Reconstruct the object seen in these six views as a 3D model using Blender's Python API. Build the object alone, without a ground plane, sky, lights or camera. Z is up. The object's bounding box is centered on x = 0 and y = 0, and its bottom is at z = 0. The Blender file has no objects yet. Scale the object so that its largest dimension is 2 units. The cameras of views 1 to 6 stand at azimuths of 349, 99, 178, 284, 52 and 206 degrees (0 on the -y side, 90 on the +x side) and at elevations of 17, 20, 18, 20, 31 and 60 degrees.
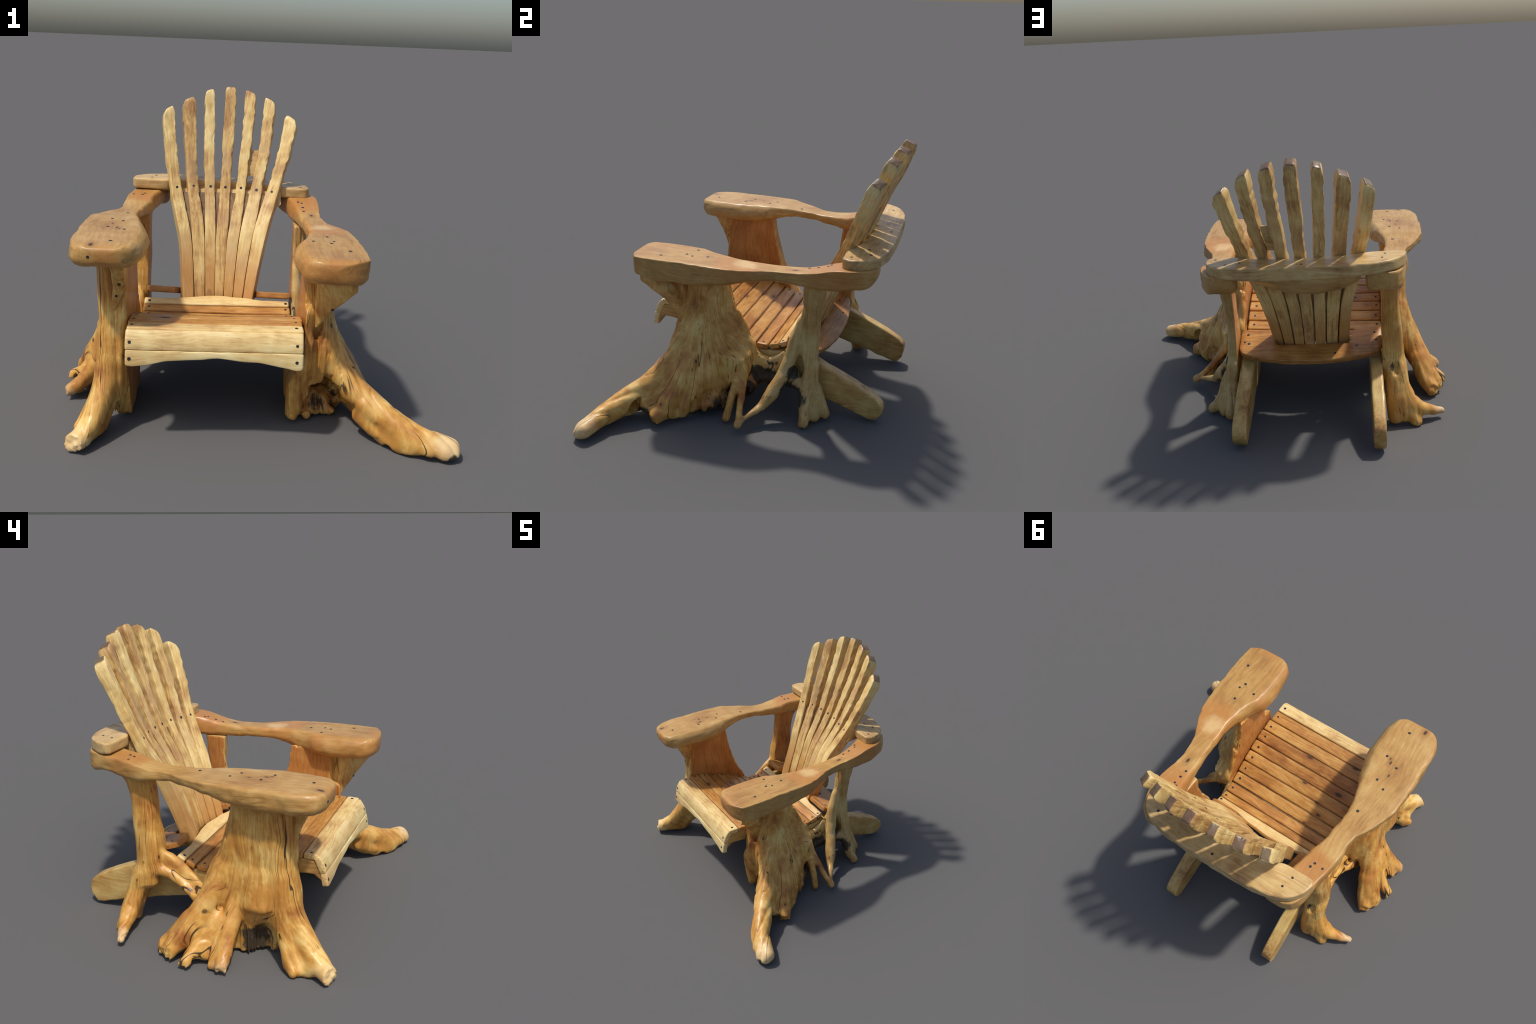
# Rustic fan-back garden armchair: hewn planks on two root stumps.
import bpy, math, random
import numpy as np
from mathutils import Vector, Matrix, noise as mnoise

random.seed(7)
RNG = np.random.default_rng(7)

# ------------------------------------------------------------------ helpers
def interp(x, table):
    """piecewise-smooth interpolation of rows (key, a, b, ...)"""
    t = np.array(table, float)
    k = t[:, 0]
    x = np.asarray(x, float)
    i = np.clip(np.searchsorted(k, x) - 1, 0, len(k) - 2)
    u = np.clip((x - k[i]) / (k[i + 1] - k[i]), 0, 1)
    # monotone-ish cubic (Catmull-Rom with clamped slopes)
    v = t[:, 1:]
    d = np.diff(v, axis=0) / np.diff(k)[:, None]
    m = np.zeros_like(v)
    m[0], m[-1] = d[0], d[-1]
    same = d[:-1] * d[1:] > 0
    m[1:-1] = np.where(same, 2 * d[:-1] * d[1:] / np.where(same, d[:-1] + d[1:], 1), 0)
    h = (k[i + 1] - k[i])[..., None]
    u = u[..., None]
    return ((2*u**3 - 3*u**2 + 1) * v[i] + (u**3 - 2*u**2 + u) * h * m[i]
            + (-2*u**3 + 3*u**2) * v[i + 1] + (u**3 - u**2) * h * m[i + 1])


LATTICE = RNG.random((32, 32, 32)).astype(np.float32) * 2 - 1
def vnoise(x, y, z):
    """vectorised value noise, about -1..1"""
    xi, yi, zi = np.floor(x).astype(np.int32), np.floor(y).astype(np.int32), np.floor(z).astype(np.int32)
    fx, fy, fz = x - xi, y - yi, z - zi
    fx, fy, fz = (f * f * (3 - 2 * f) for f in (fx, fy, fz))
    out = 0
    for a in (0, 1):
        for b in (0, 1):
            for c in (0, 1):
                w = (fx if a else 1 - fx) * (fy if b else 1 - fy) * (fz if c else 1 - fz)
                out = out + w * LATTICE[(xi + a) & 31, (yi + b) & 31, (zi + c) & 31]
    return out


def n3(p, s, seed=0.0):
    return mnoise.noise(Vector((p[0] * s + seed, p[1] * s - seed * 1.7, p[2] * s + seed * 0.6)))


ROOT = bpy.data.objects.new("root_wood_armchair", None)
bpy.context.collection.objects.link(ROOT)
ROOT.rotation_euler = (0, 0, math.radians(-8.8))
ROOT["label"] = "rustic wooden fan-back armchair built on tree root stumps"
ROOT["category"] = "garden chair"


def add(name, me, mats, parent=ROOT, matrix=None, sharp=40):
    ob = bpy.data.objects.new(name, me)
    bpy.context.collection.objects.link(ob)
    ob.parent = parent
    if matrix is not None:
        ob.matrix_local = matrix
    if not me.materials:
        for m in (mats if isinstance(mats, (list, tuple)) else [mats]):
            me.materials.append(m)
    if sharp is not None:
        me.polygons.foreach_set("use_smooth", [True] * len(me.polygons))
        if sharp < 180:
            me.set_sharp_from_angle(angle=math.radians(sharp))
    return ob


def mesh_from(name, v, f):
    me = bpy.data.meshes.new(name)
    me.from_pydata([tuple(map(float, p)) for p in v], [], [tuple(map(int, q)) for q in f])
    me.validate()
    me.update()
    return me


def loft(rings, caps=True):
    """rings: list of (n,3) arrays; returns verts, faces with rounded-over centre caps"""
    n = len(rings[0])
    v = [p for r in rings for p in r]
    f = []
    for i in range(len(rings) - 1):
        a, b = i * n, (i + 1) * n
        for j in range(n):
            k = (j + 1) % n
            f.append((a + j, a + k, b + k, b + j))
    if caps:
        for ring, base, flip in ((rings[0], 0, True), (rings[-1], (len(rings) - 1) * n, False)):
            c = np.mean(ring, axis=0)
            v.append(c)
            ci = len(v) - 1
            for j in range(n):
                k = (j + 1) % n
                f.append((base + k, base + j, ci) if flip else (base + j, base + k, ci))
    return v, f


def rrect(x0, x1, y0, y1, r, per=3, edge=3):
    """rounded rectangle outline, counter-clockwise, fixed number of points; r may be one radius or (top right, top left, bottom left, bottom right)"""
    cap = min((x1 - x0) * 0.49, (y1 - y0) * 0.49)
    rs = [max(1e-4, min(q, cap)) for q in (r if isinstance(r, (tuple, list)) else (r,) * 4)]
    pts = []
    cs = [(x1 - rs[0], y1 - rs[0], 0), (x0 + rs[1], y1 - rs[1], 90), (x0 + rs[2], y0 + rs[2], 180), (x1 - rs[3], y0 + rs[3], 270)]
    for i, (cx, cy, a0) in enumerate(cs):
        q = rs[i]
        arc = [(cx + q * math.cos(math.radians(a0 + 90 * k / per)), cy + q * math.sin(math.radians(a0 + 90 * k / per))) for k in range(per + 1)]
        pts += arc
        nx, ny, na = cs[(i + 1) % 4]
        q = rs[(i + 1) % 4]
        e = (nx + q * math.cos(math.radians(na)), ny + q * math.sin(math.radians(na)))
        for k in range(1, edge + 1):
            t = k / (edge + 1)
            pts.append((arc[-1][0] * (1 - t) + e[0] * t, arc[-1][1] * (1 - t) + e[1] * t))
    return np.array(pts)


def fixnormals(me):
    import bmesh
    bm = bmesh.new(); bm.from_mesh(me)
    bmesh.ops.recalc_face_normals(bm, faces=bm.faces)
    bm.to_mesh(me); bm.free()


# ------------------------------------------------------------------ materials
def wood(name, light, mid, dark, axis="X", polar=None, random_shift=True, rough=0.42, coat=0.18,
         grain=1.0, mottling=1.0, cracks=0.0, knots=(), knot_rate=0.0, char=(), pale=(), ends=None,
         vary=0.12, bump=0.25, axis_vec=None, tint=None, foot=None):
    m = bpy.data.materials.new(name)
    m.use_nodes = True
    nt = m.node_tree
    N, Lk = nt.nodes, nt.links
    N.clear()
    out = N.new("ShaderNodeOutputMaterial")
    bs = N.new("ShaderNodeBsdfPrincipled")
    Lk.new(bs.outputs[0], out.inputs[0])

    def put(sock, val):
        if hasattr(val, "is_linked") or isinstance(val, bpy.types.NodeSocket):
            Lk.new(val, sock)
        else:
            sock.default_value = val

    def math_(op, a, b=0.0, c=None, clamp=False):
        n = N.new("ShaderNodeMath"); n.operation = op; n.use_clamp = clamp
        put(n.inputs[0], a); put(n.inputs[1], b)
        if c is not None: put(n.inputs[2], c)
        return n.outputs[0]

    def vec(op, a, b=None, scale=None):
        n = N.new("ShaderNodeVectorMath"); n.operation = op
        put(n.inputs[0], a)
        if b is not None: put(n.inputs[1], b)
        if scale is not None: put(n.inputs["Scale"], scale)
        return n.outputs["Value"] if op in ("DISTANCE", "LENGTH", "DOT_PRODUCT") else n.outputs[0]

    def noise(v, scale, detail=3.0, rough_=0.55, out_="Fac", dist=0.0):
        n = N.new("ShaderNodeTexNoise")
        Lk.new(v, n.inputs["Vector"])
        n.inputs["Scale"].default_value = scale
        n.inputs["Detail"].default_value = detail
        n.inputs["Roughness"].default_value = rough_
        n.inputs["Distortion"].default_value = dist
        return n.outputs[out_]

    def ramp(fac, stops, interp_="LINEAR"):
        n = N.new("ShaderNodeValToRGB")
        n.color_ramp.interpolation = interp_
        e = n.color_ramp.elements
        while len(e) < len(stops): e.new(0.5)
        for el, (p, c) in zip(e, stops):
            el.position = p
            el.color = (*c, 1) if len(c) == 3 else c
        Lk.new(fac, n.inputs[0])
        return n.outputs[0]

    def smooth(v, a, b):
        n = N.new("ShaderNodeMapRange"); n.interpolation_type = "SMOOTHSTEP"
        put(n.inputs[0], v); n.inputs[1].default_value = a; n.inputs[2].default_value = b
        n.inputs[3].default_value = 0; n.inputs[4].default_value = 1
        return n.outputs[0]

    def mix(fac, a, b, blend="MIX"):
        n = N.new("ShaderNodeMix"); n.data_type = "RGBA"; n.blend_type = blend
        put(n.inputs["Factor"], fac)
        put(n.inputs[6], a if isinstance(a, bpy.types.NodeSocket) else (*a, 1))
        put(n.inputs[7], b if isinstance(b, bpy.types.NodeSocket) else (*b, 1))
        return n.outputs[2]

    def comb(x, y, z):
        n = N.new("ShaderNodeCombineXYZ"); put(n.inputs[0], x); put(n.inputs[1], y); put(n.inputs[2], z)
        return n.outputs[0]

    tc = N.new("ShaderNodeTexCoord")
    P = tc.outputs["Object"]
    base = P
    info = N.new("ShaderNodeObjectInfo")
    rnd = info.outputs["Random"]
    if random_shift:
        n = N.new("ShaderNodeVectorMath"); n.operation = "ADD"
        Lk.new(P, n.inputs[0])
        s = math_("MULTIPLY", rnd, 37.0)
        Lk.new(comb(s, math_("MULTIPLY", s, 1.3), s), n.inputs[1])
        base = n.outputs[0]
    # warp so that the figure wanders
    wv = noise(base, 2.6, 2, 0.5, "Color")
    warp = vec("SCALE", vec("SUBTRACT", wv, (0.5, 0.5, 0.5)), scale=0.09)
    W = vec("ADD", base, warp)
    if polar:
        # grain follows the angle about the stump axis, and runs out along the roots
        rel = vec("SUBTRACT", vec("ADD", P, warp), (polar[0], polar[1], 0))
        sx = N.new("ShaderNodeSeparateXYZ"); Lk.new(rel, sx.inputs[0])
        x = math_("MULTIPLY", sx.outputs[0], polar[2])
        y, z = sx.outputs[1], sx.outputs[2]
        r = math_("SQRT", math_("ADD", math_("MULTIPLY", x, x), math_("MULTIPLY", y, y)))
        ca, sa = math_("DIVIDE", x, math_("ADD", r, 0.02)), math_("DIVIDE", y, math_("ADD", r, 0.02))
        along = math_("SUBTRACT", z, math_("MULTIPLY", r, 0.9))
        G = comb(math_("MULTIPLY", ca, 0.16), math_("MULTIPLY", sa, 0.16), math_("MULTIPLY", along, 0.055))
        Gs = comb(math_("MULTIPLY", ca, 0.16), math_("MULTIPLY", sa, 0.16), math_("MULTIPLY", along, 0.10))
        Gc = comb(math_("MULTIPLY", ca, 0.22), math_("MULTIPLY", sa, 0.22), math_("MULTIPLY", along, 0.016))
    else:
        k = {"X": (0.045, 1, 1), "Y": (1, 0.045, 1), "Z": (1, 1, 0.045)}[axis]
        ks = {"X": (0.14, 1, 1), "Y": (1, 0.14, 1), "Z": (1, 1, 0.14)}[axis]
        G = vec("MULTIPLY", W, k)
        Gs = vec("MULTIPLY", W, ks)
        Gc = vec("MULTIPLY", W, tuple(0.3 * q for q in k))
    # growth-ring figure: bands of a stretched noise
    rings = noise(Gs, 7.0, 2.0, 0.5)
    band = math_("PINGPONG", math_("MULTIPLY", rings, 15.0), 0.5)
    band = math_("MULTIPLY", band, 2.0)
    fine = noise(G, 230.0, 3.0, 0.6)
    coarse = noise(G, 55.0, 3.0, 0.55)
    blot = noise(W, 4.2, 3.0, 0.55)
    blot2 = noise(vec("ADD", base, (9.1, 3.3, 7.7)), 11.0, 3.0, 0.6)
    f = math_("MULTIPLY", math_("SUBTRACT", blot, 0.5), 1.25 * mottling)
    f = math_("ADD", f, math_("MULTIPLY", math_("SUBTRACT", blot2, 0.5), 0.55 * mottling))
    f = math_("ADD", f, math_("MULTIPLY", math_("SUBTRACT", coarse, 0.5), 0.6 * grain))
    f = math_("ADD", f, math_("MULTIPLY", math_("SUBTRACT", fine, 0.5), 0.55 * grain))
    f = math_("ADD", f, math_("MULTIPLY", math_("SUBTRACT", band, 0.5), 0.13 * grain))
    if random_shift:
        f = math_("ADD", f, math_("MULTIPLY", math_("SUBTRACT", rnd, 0.5), vary * 2.5))
    f = math_("ADD", f, 0.5, clamp=True)
    col = ramp(f, [(0.16, light), (0.5, mid), (0.86, dark)])
    if tint:
        # a second hue in broad patches
        tf = smooth(noise(vec("ADD", base, (3.7, 8.2, 1.9)), tint[1], 2.0, 0.5), 0.5, 0.68)
        col = mix(math_("MULTIPLY", tf, tint[2]), col, tint[0])
    for (px, py, pz, pr, pc) in pale:
        d = vec("DISTANCE", P, (px, py, pz))
        d = math_("ADD", d, math_("MULTIPLY", math_("SUBTRACT", blot2, 0.5), pr * 1.2))
        col = mix(math_("MULTIPLY", math_("SUBTRACT", 1.0, smooth(d, pr * 0.3, pr * 1.2)), 0.65), col, pc)
    if foot:
        # stained wood near the lower end of a slat
        sf = N.new("ShaderNodeSeparateXYZ"); Lk.new(P, sf.inputs[0])
        zf = math_("ADD", sf.outputs[2], math_("MULTIPLY", math_("SUBTRACT", rnd, 0.5), 0.3))
        zf = math_("ADD", zf, math_("MULTIPLY", math_("SUBTRACT", blot, 0.5), 0.4))
        col = mix(math_("MULTIPLY", math_("SUBTRACT", 1.0, smooth(zf, 0.0, foot[1] * 2)), 0.75), col, foot[0])
    hollow = None
    if cracks:
        c1 = noise(Gc, 24.0, 1.0, 0.5)
        line = math_("ABSOLUTE", math_("SUBTRACT", c1, 0.5))
        where = smooth(noise(vec("ADD", base, (1.2, 5.5, 2.2)), 3.0, 2.0), 0.48, 0.58)
        c = math_("MULTIPLY", math_("SUBTRACT", 1.0, smooth(line, 0.0025, 0.0075)), where)
        # short worm-eaten dashes and pits
        v = N.new("ShaderNodeTexVoronoi"); v.feature = "F1"
        v.inputs["Scale"].default_value = 62.0
        Lk.new(Gs, v.inputs["Vector"])
        pit = math_("SUBTRACT", 1.0, smooth(v.outputs["Distance"], 0.10, 0.22))
        pit = math_("MULTIPLY", pit, smooth(noise(vec("ADD", base, (4.4, 0.5, 6.1)), 7.0, 2.0), 0.54, 0.62))
        hollow = math_("MAXIMUM", math_("MULTIPLY", c, cracks), math_("MULTIPLY", pit, cracks * 0.85))
        col = mix(math_("MULTIPLY", hollow, 0.92), col, (0.025, 0.014, 0.008))
    if knot_rate:
        v = N.new("ShaderNodeTexVoronoi"); v.feature = "F1"; v.inputs["Scale"].default_value = 5.0
        kk = {"X": (0.45, 1, 1), "Y": (1, 0.45, 1), "Z": (1, 1, 0.45)}[axis]
        Lk.new(vec("MULTIPLY", W, kk), v.inputs["Vector"])
        sel = N.new("ShaderNodeSeparateColor"); Lk.new(v.outputs["Color"], sel.inputs[0])
        on = math_("LESS_THAN", sel.outputs[0], knot_rate)
        halo = math_("MULTIPLY", on, math_("SUBTRACT", 1.0, smooth(v.outputs["Distance"], 0.02, 0.26)))
        core = math_("MULTIPLY", on, math_("SUBTRACT", 1.0, smooth(v.outputs["Distance"], 0.025, 0.07)))
        col = mix(math_("MULTIPLY", halo, 0.6), col, dark)
        col = mix(math_("MULTIPLY", core, 0.85), col, (0.06, 0.025, 0.012))
    for (kx, ky, kz, kr) in knots:
        st = {"X": (0.5, 1, 1), "Y": (1, 0.5, 1), "Z": (1, 1, 0.5)}[axis]
        d = vec("LENGTH", vec("MULTIPLY", vec("SUBTRACT", P, (kx, ky, kz)), st))
        d = math_("ADD", d, math_("MULTIPLY", math_("SUBTRACT", blot2, 0.5), kr * 0.9))
        col = mix(math_("MULTIPLY", math_("SUBTRACT", 1.0, smooth(d, kr * 0.6, kr * 3.2)), 0.55), col, dark)
        col = mix(math_("MULTIPLY", math_("SUBTRACT", 1.0, smooth(d, kr * 0.5, kr)), 0.88), col, (0.045, 0.02, 0.011))
    charm = None
    for (cx, cy, cz, cr) in char:
        d = vec("DISTANCE", P, (cx, cy, cz))
        d = math_("ADD", d, math_("MULTIPLY", math_("SUBTRACT", blot2, 0.5), cr * 1.5))
        d = math_("ADD", d, math_("MULTIPLY", math_("SUBTRACT", coarse, 0.5), cr * 1.2))
        k1 = math_("SUBTRACT", 1.0, smooth(d, cr * 0.7, cr * 1.05))
        charm = k1 if charm is None else math_("MAXIMUM", charm, k1)
    if charm is not None:
        dk = ramp(noise(base, 40.0, 3.0), [(0.3, (0.010, 0.009, 0.009)), (0.62, (0.03, 0.022, 0.018)), (0.8, (0.13, 0.125, 0.115))])
        col = mix(math_("MULTIPLY", charm, 0.94), col, dk)
    if ends:
        # weathered end grain on the top cut (local z beyond a height, told by the face's direction)
        geo = N.new("ShaderNodeNewGeometry")
        tr = N.new("ShaderNodeVectorTransform"); tr.vector_type = "NORMAL"; tr.convert_from = "WORLD"; tr.convert_to = "OBJECT"
        Lk.new(geo.outputs["Normal"], tr.inputs[0])
        sz = N.new("ShaderNodeSeparateXYZ"); Lk.new(tr.outputs[0], sz.inputs[0])
        k1 = smooth(math_("ADD", sz.outputs[2], math_("MULTIPLY", math_("SUBTRACT", blot2, 0.5), 0.5)), 0.45, 0.75)
        en = ramp(noise(base, 30.0, 4.0, 0.7), [(0.3, ends[0]), (0.7, ends[1])])
        col = mix(math_("MULTIPLY", k1, 0.9), col, en)
    Lk.new(col, bs.inputs["Base Color"])
    rr = math_("ADD", rough - 0.12, math_("MULTIPLY", blot2, 0.24))
    if charm is not None:
        rr = math_("ADD", rr, math_("MULTIPLY", charm, 0.4), clamp=True)
    Lk.new(rr, bs.inputs["Roughness"])
    bs.inputs["Coat Weight"].default_value = coat
    bs.inputs["Coat Roughness"].default_value = 0.22
    bs.inputs["Specular IOR Level"].default_value = 0.35
    if bump:
        bp = N.new("ShaderNodeBump")
        bp.inputs["Strength"].default_value = bump
        bp.inputs["Distance"].default_value = 0.004
        h = math_("ADD", math_("MULTIPLY", fine, 0.35), math_("MULTIPLY", coarse, 0.65))
        if hollow is not None:
            h = math_("SUBTRACT", h, math_("MULTIPLY", hollow, 1.5))
        Lk.new(h, bp.inputs["Height"])
        Lk.new(bp.outputs[0], bs.inputs["Normal"])
    return m


def plain(name, c, rough=0.5, metallic=0.0):
    m = bpy.data.materials.new(name)
    m.use_nodes = True
    b = m.node_tree.nodes["Principled BSDF"]
    b.inputs["Base Color"].default_value = (*c, 1)
    b.inputs["Roughness"].default_value = rough
    b.inputs["Metallic"].default_value = metallic
    return m


SLAT = wood("slat_wood", (0.82, 0.63, 0.28), (0.68, 0.455, 0.165), (0.40, 0.205, 0.070), "Z", knot_rate=0.10, cracks=0.35, grain=1.2,
            ends=((0.060, 0.038, 0.028), (0.15, 0.085, 0.055)), foot=((0.50, 0.235, 0.065), 0.16), vary=0.05, mottling=1.15, tint=((0.46, 0.27, 0.13), 4.0, 0.5))
SEAT = wood("seat_wood", (0.60, 0.34, 0.10), (0.44, 0.200, 0.046), (0.23, 0.078, 0.018), "X", knot_rate=0.05,
            knots=((-0.075, -0.345, 0.585, 0.019), (-0.387, -0.223, 0.540, 0.018), (-0.391, -0.430, 0.604, 0.017), (-0.140, -0.185, 0.520, 0.012), (-0.28, -0.115, 0.485, 0.013), (-0.335, -0.05, 0.46, 0.013), (-0.28, 0.036, 0.424, 0.011)), vary=0.12, mottling=0.75)
SEATP = wood("front_seat_wood", (0.84, 0.69, 0.36), (0.72, 0.52, 0.215), (0.46, 0.25, 0.09), "X", knot_rate=0.04, vary=0.08, cracks=0.3,
             mottling=0.85, tint=((0.62, 0.36, 0.13), 3.0, 0.45))
RED = (0.42, 0.170, 0.042)
ARM = wood("arm_wood", (0.57, 0.365, 0.135), (0.445, 0.245, 0.070), (0.29, 0.130, 0.034), "Y", random_shift=False,
           knots=((-0.717, -0.66, 1.056, 0.015), (0.426, 0.314, 0.99, 0.014), (-0.63, -0.37, 1.05, 0.007), (-0.645, -0.345, 1.05, 0.009), (-0.68, -0.26, 1.05, 0.008)),
           cracks=0.35, mottling=0.65, grain=0.9, rough=0.42, coat=0.15, pale=((-0.64, 0.50, 1.05, 0.13, RED), (0.39, 0.47, 1.0, 0.14, RED), (-0.65, -0.72, 0.98, 0.085, RED), (0.43, -0.70, 0.94, 0.10, RED), (0.45, 0.02, 0.99, 0.08, (0.70, 0.50, 0.23)), (0.30, -0.30, 0.93, 0.10, RED)), tint=((0.48, 0.185, 0.042), 2.6, 0.5))
RAIL = wood("rail_wood", (0.66, 0.47, 0.21), (0.53, 0.34, 0.13), (0.30, 0.15, 0.055), "X", random_shift=False, knot_rate=0.03)
LEG = wood("leg_wood", (0.60, 0.42, 0.15), (0.49, 0.29, 0.085), (0.27, 0.12, 0.036), "Y", knot_rate=0.04, vary=0.06)
stump_cols = ((0.78, 0.53, 0.175), (0.58, 0.295, 0.062), (0.31, 0.100, 0.020))
TIP = (0.72, 0.54, 0.30)
STL = wood("left_stump_wood", *stump_cols, axis="Z", knots=((-0.745, -0.048, 0.45, 0.011), (-0.748, -0.300, 0.68, 0.008), (-0.78, -0.56, 0.24, 0.007), (-0.72, -0.49, 0.60, 0.007)), polar=(-0.67, -0.28, 1.6), random_shift=False, cracks=1.0, rough=0.44, coat=0.12,
           tint=((0.50, 0.20, 0.035), 3.0, 0.6), mottling=1.05,
           char=((-0.80, -0.12, 0.16, 0.035), (-0.70, -0.30, 0.10, 0.10), (-0.70, 0.08, 0.42, 0.03)),
           pale=((-0.80, -0.75, 0.03, 0.09, TIP), (-0.95, -0.21, 0.03, 0.07, TIP)))
STR = wood("right_stump_wood", *stump_cols, axis="Z", knots=((0.482, -0.408, 0.563, 0.011), (0.564, -0.269, 0.42, 0.008), (0.598, -0.244, 0.37, 0.009), (0.716, -0.341, 0.183, 0.011), (0.768, -0.404, 0.132, 0.009), (0.804, -0.610, 0.189, 0.010)), polar=(0.44, -0.24, 1.6), random_shift=False, cracks=1.0, rough=0.44, coat=0.12,
           tint=((0.48, 0.22, 0.045), 3.0, 0.5), mottling=1.05,
           char=((0.78, -0.52, 0.05, 0.06), (0.50, -0.07, 0.12, 0.085), (0.43, -0.30, 0.07, 0.085), (0.50, -0.29, 0.06, 0.07), (0.35, 0.09, 0.22, 0.075), (0.62, -0.24, 0.04, 0.06), (0.56, -0.15, 0.07, 0.075), (0.40, 0.03, 0.26, 0.04), (0.42, 0.01, 0.14, 0.08),
                 (1.08, -0.79, 0.02, 0.03)),
           pale=((1.08, -0.77, 0.08, 0.13, TIP),))
PTL = wood("left_post_wood", *stump_cols, axis="Z", knots=((-0.665, 0.36, 0.50, 0.008), (-0.66, 0.32, 0.47, 0.008), (-0.668, 0.43, 0.66, 0.007), (-0.69, 0.27, 0.36, 0.012)), polar=(-0.63, 0.43, 1.0), random_shift=False, cracks=1.0, rough=0.44, coat=0.12,
           tint=((0.48, 0.22, 0.05), 3.0, 0.5), mottling=1.0,
           char=((-0.64, 0.50, 0.37, 0.035), (-0.675, 0.305, 0.315, 0.035), (-0.68, 0.075, 0.33, 0.045)),
           pale=((-0.91, 0.44, 0.05, 0.07, TIP),))
PTR = wood("right_post_wood", (0.63, 0.46, 0.19), (0.49, 0.29, 0.09), (0.26, 0.115, 0.034), polar=(0.35, 0.44, 1.0), random_shift=False, cracks=1.0,
           rough=0.42, mottling=1.0, char=((0.43, 0.33, 0.17, 0.085), (0.35, 0.17, 0.20, 0.085), (0.39, 0.32, 0.30, 0.045), (0.50, 0.19, 0.14, 0.05)))
SAWN = wood("sawn_wood", (0.58, 0.28, 0.08), (0.46, 0.18, 0.042), (0.25, 0.08, 0.020), "Z", random_shift=False, knot_rate=0.03, mottling=0.8)
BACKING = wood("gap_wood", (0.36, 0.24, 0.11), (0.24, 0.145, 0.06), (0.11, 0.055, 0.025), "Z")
SCREW = plain("screw_plug", (0.018, 0.015, 0.018), 0.45)

# ------------------------------------------------------------------ screws
def screw_mesh():
    v, f = [], []
    prof = [(0.0085, -0.006), (0.0085, 0.0006), (0.0070, 0.0016), (0.0035, 0.0012)]
    n = 14
    for r, z in prof:
        for k in range(n):
            a = 2 * math.pi * k / n
            v.append((r * math.cos(a), r * math.sin(a), z))
    for i in range(len(prof) - 1):
        for k in range(n):
            v_ = (k + 1) % n
            f.append((i * n + k, i * n + v_, (i + 1) * n + v_, (i + 1) * n + k))
    v.append((0, 0, 0.0008)); c = len(v) - 1
    b = (len(prof) - 1) * n
    for k in range(n):
        f.append((b + k, b + (k + 1) % n, c))
    me = mesh_from("screw", v, f)
    me.materials.append(SCREW)
    return me


SM = screw_mesh()
PENDING = []          # (owner object, position in chair frame, outward direction)


def screw(owner, p, d=(0, 0, 1)):
    PENDING.append((owner, Vector(p), Vector(d).normalized()))


def place_screws():
    dg = bpy.context.evaluated_depsgraph_get()
    for owner, p, d in PENDING:
        inv = owner.matrix_local.inverted()
        o = inv @ (p + d * 0.12)
        dd = (inv.to_3x3() @ (-d)).normalized()
        hit, loc, nor, _ = owner.ray_cast(o, dd, distance=0.35)
        if not hit:
            continue
        z = nor.normalized()
        ob = bpy.data.objects.new("screw", SM)
        bpy.context.collection.objects.link(ob)
        ob.parent = owner
        q = z.to_track_quat("Z", "Y").to_matrix().to_4x4()
        s = random.uniform(0.85, 1.12)
        ob.matrix_local = Matrix.Translation(loc) @ q @ Matrix.Diagonal((s, s, 1, 1))


# ------------------------------------------------------------------ seat planks
PROFILE = [(-0.62, 0.612), (-0.566, 0.612), (-0.481, 0.611), (-0.391, 0.598), (-0.311, 0.573), (-0.227, 0.544), (-0.15, 0.510),
           (-0.069, 0.472), (0.004, 0.432), (0.086, 0.411), (0.163, 0.427), (0.217, 0.450), (0.26, 0.468)]
def seat_z(y):
    return float(interp(np.array([y]), PROFILE)[0, 0])

BOUND = [-0.609, -0.524, -0.436, -0.351, -0.269, -0.189, -0.110, -0.033, 0.045, 0.125, 0.190, 0.243]
GAP = 0.007
TH = 0.034


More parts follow.
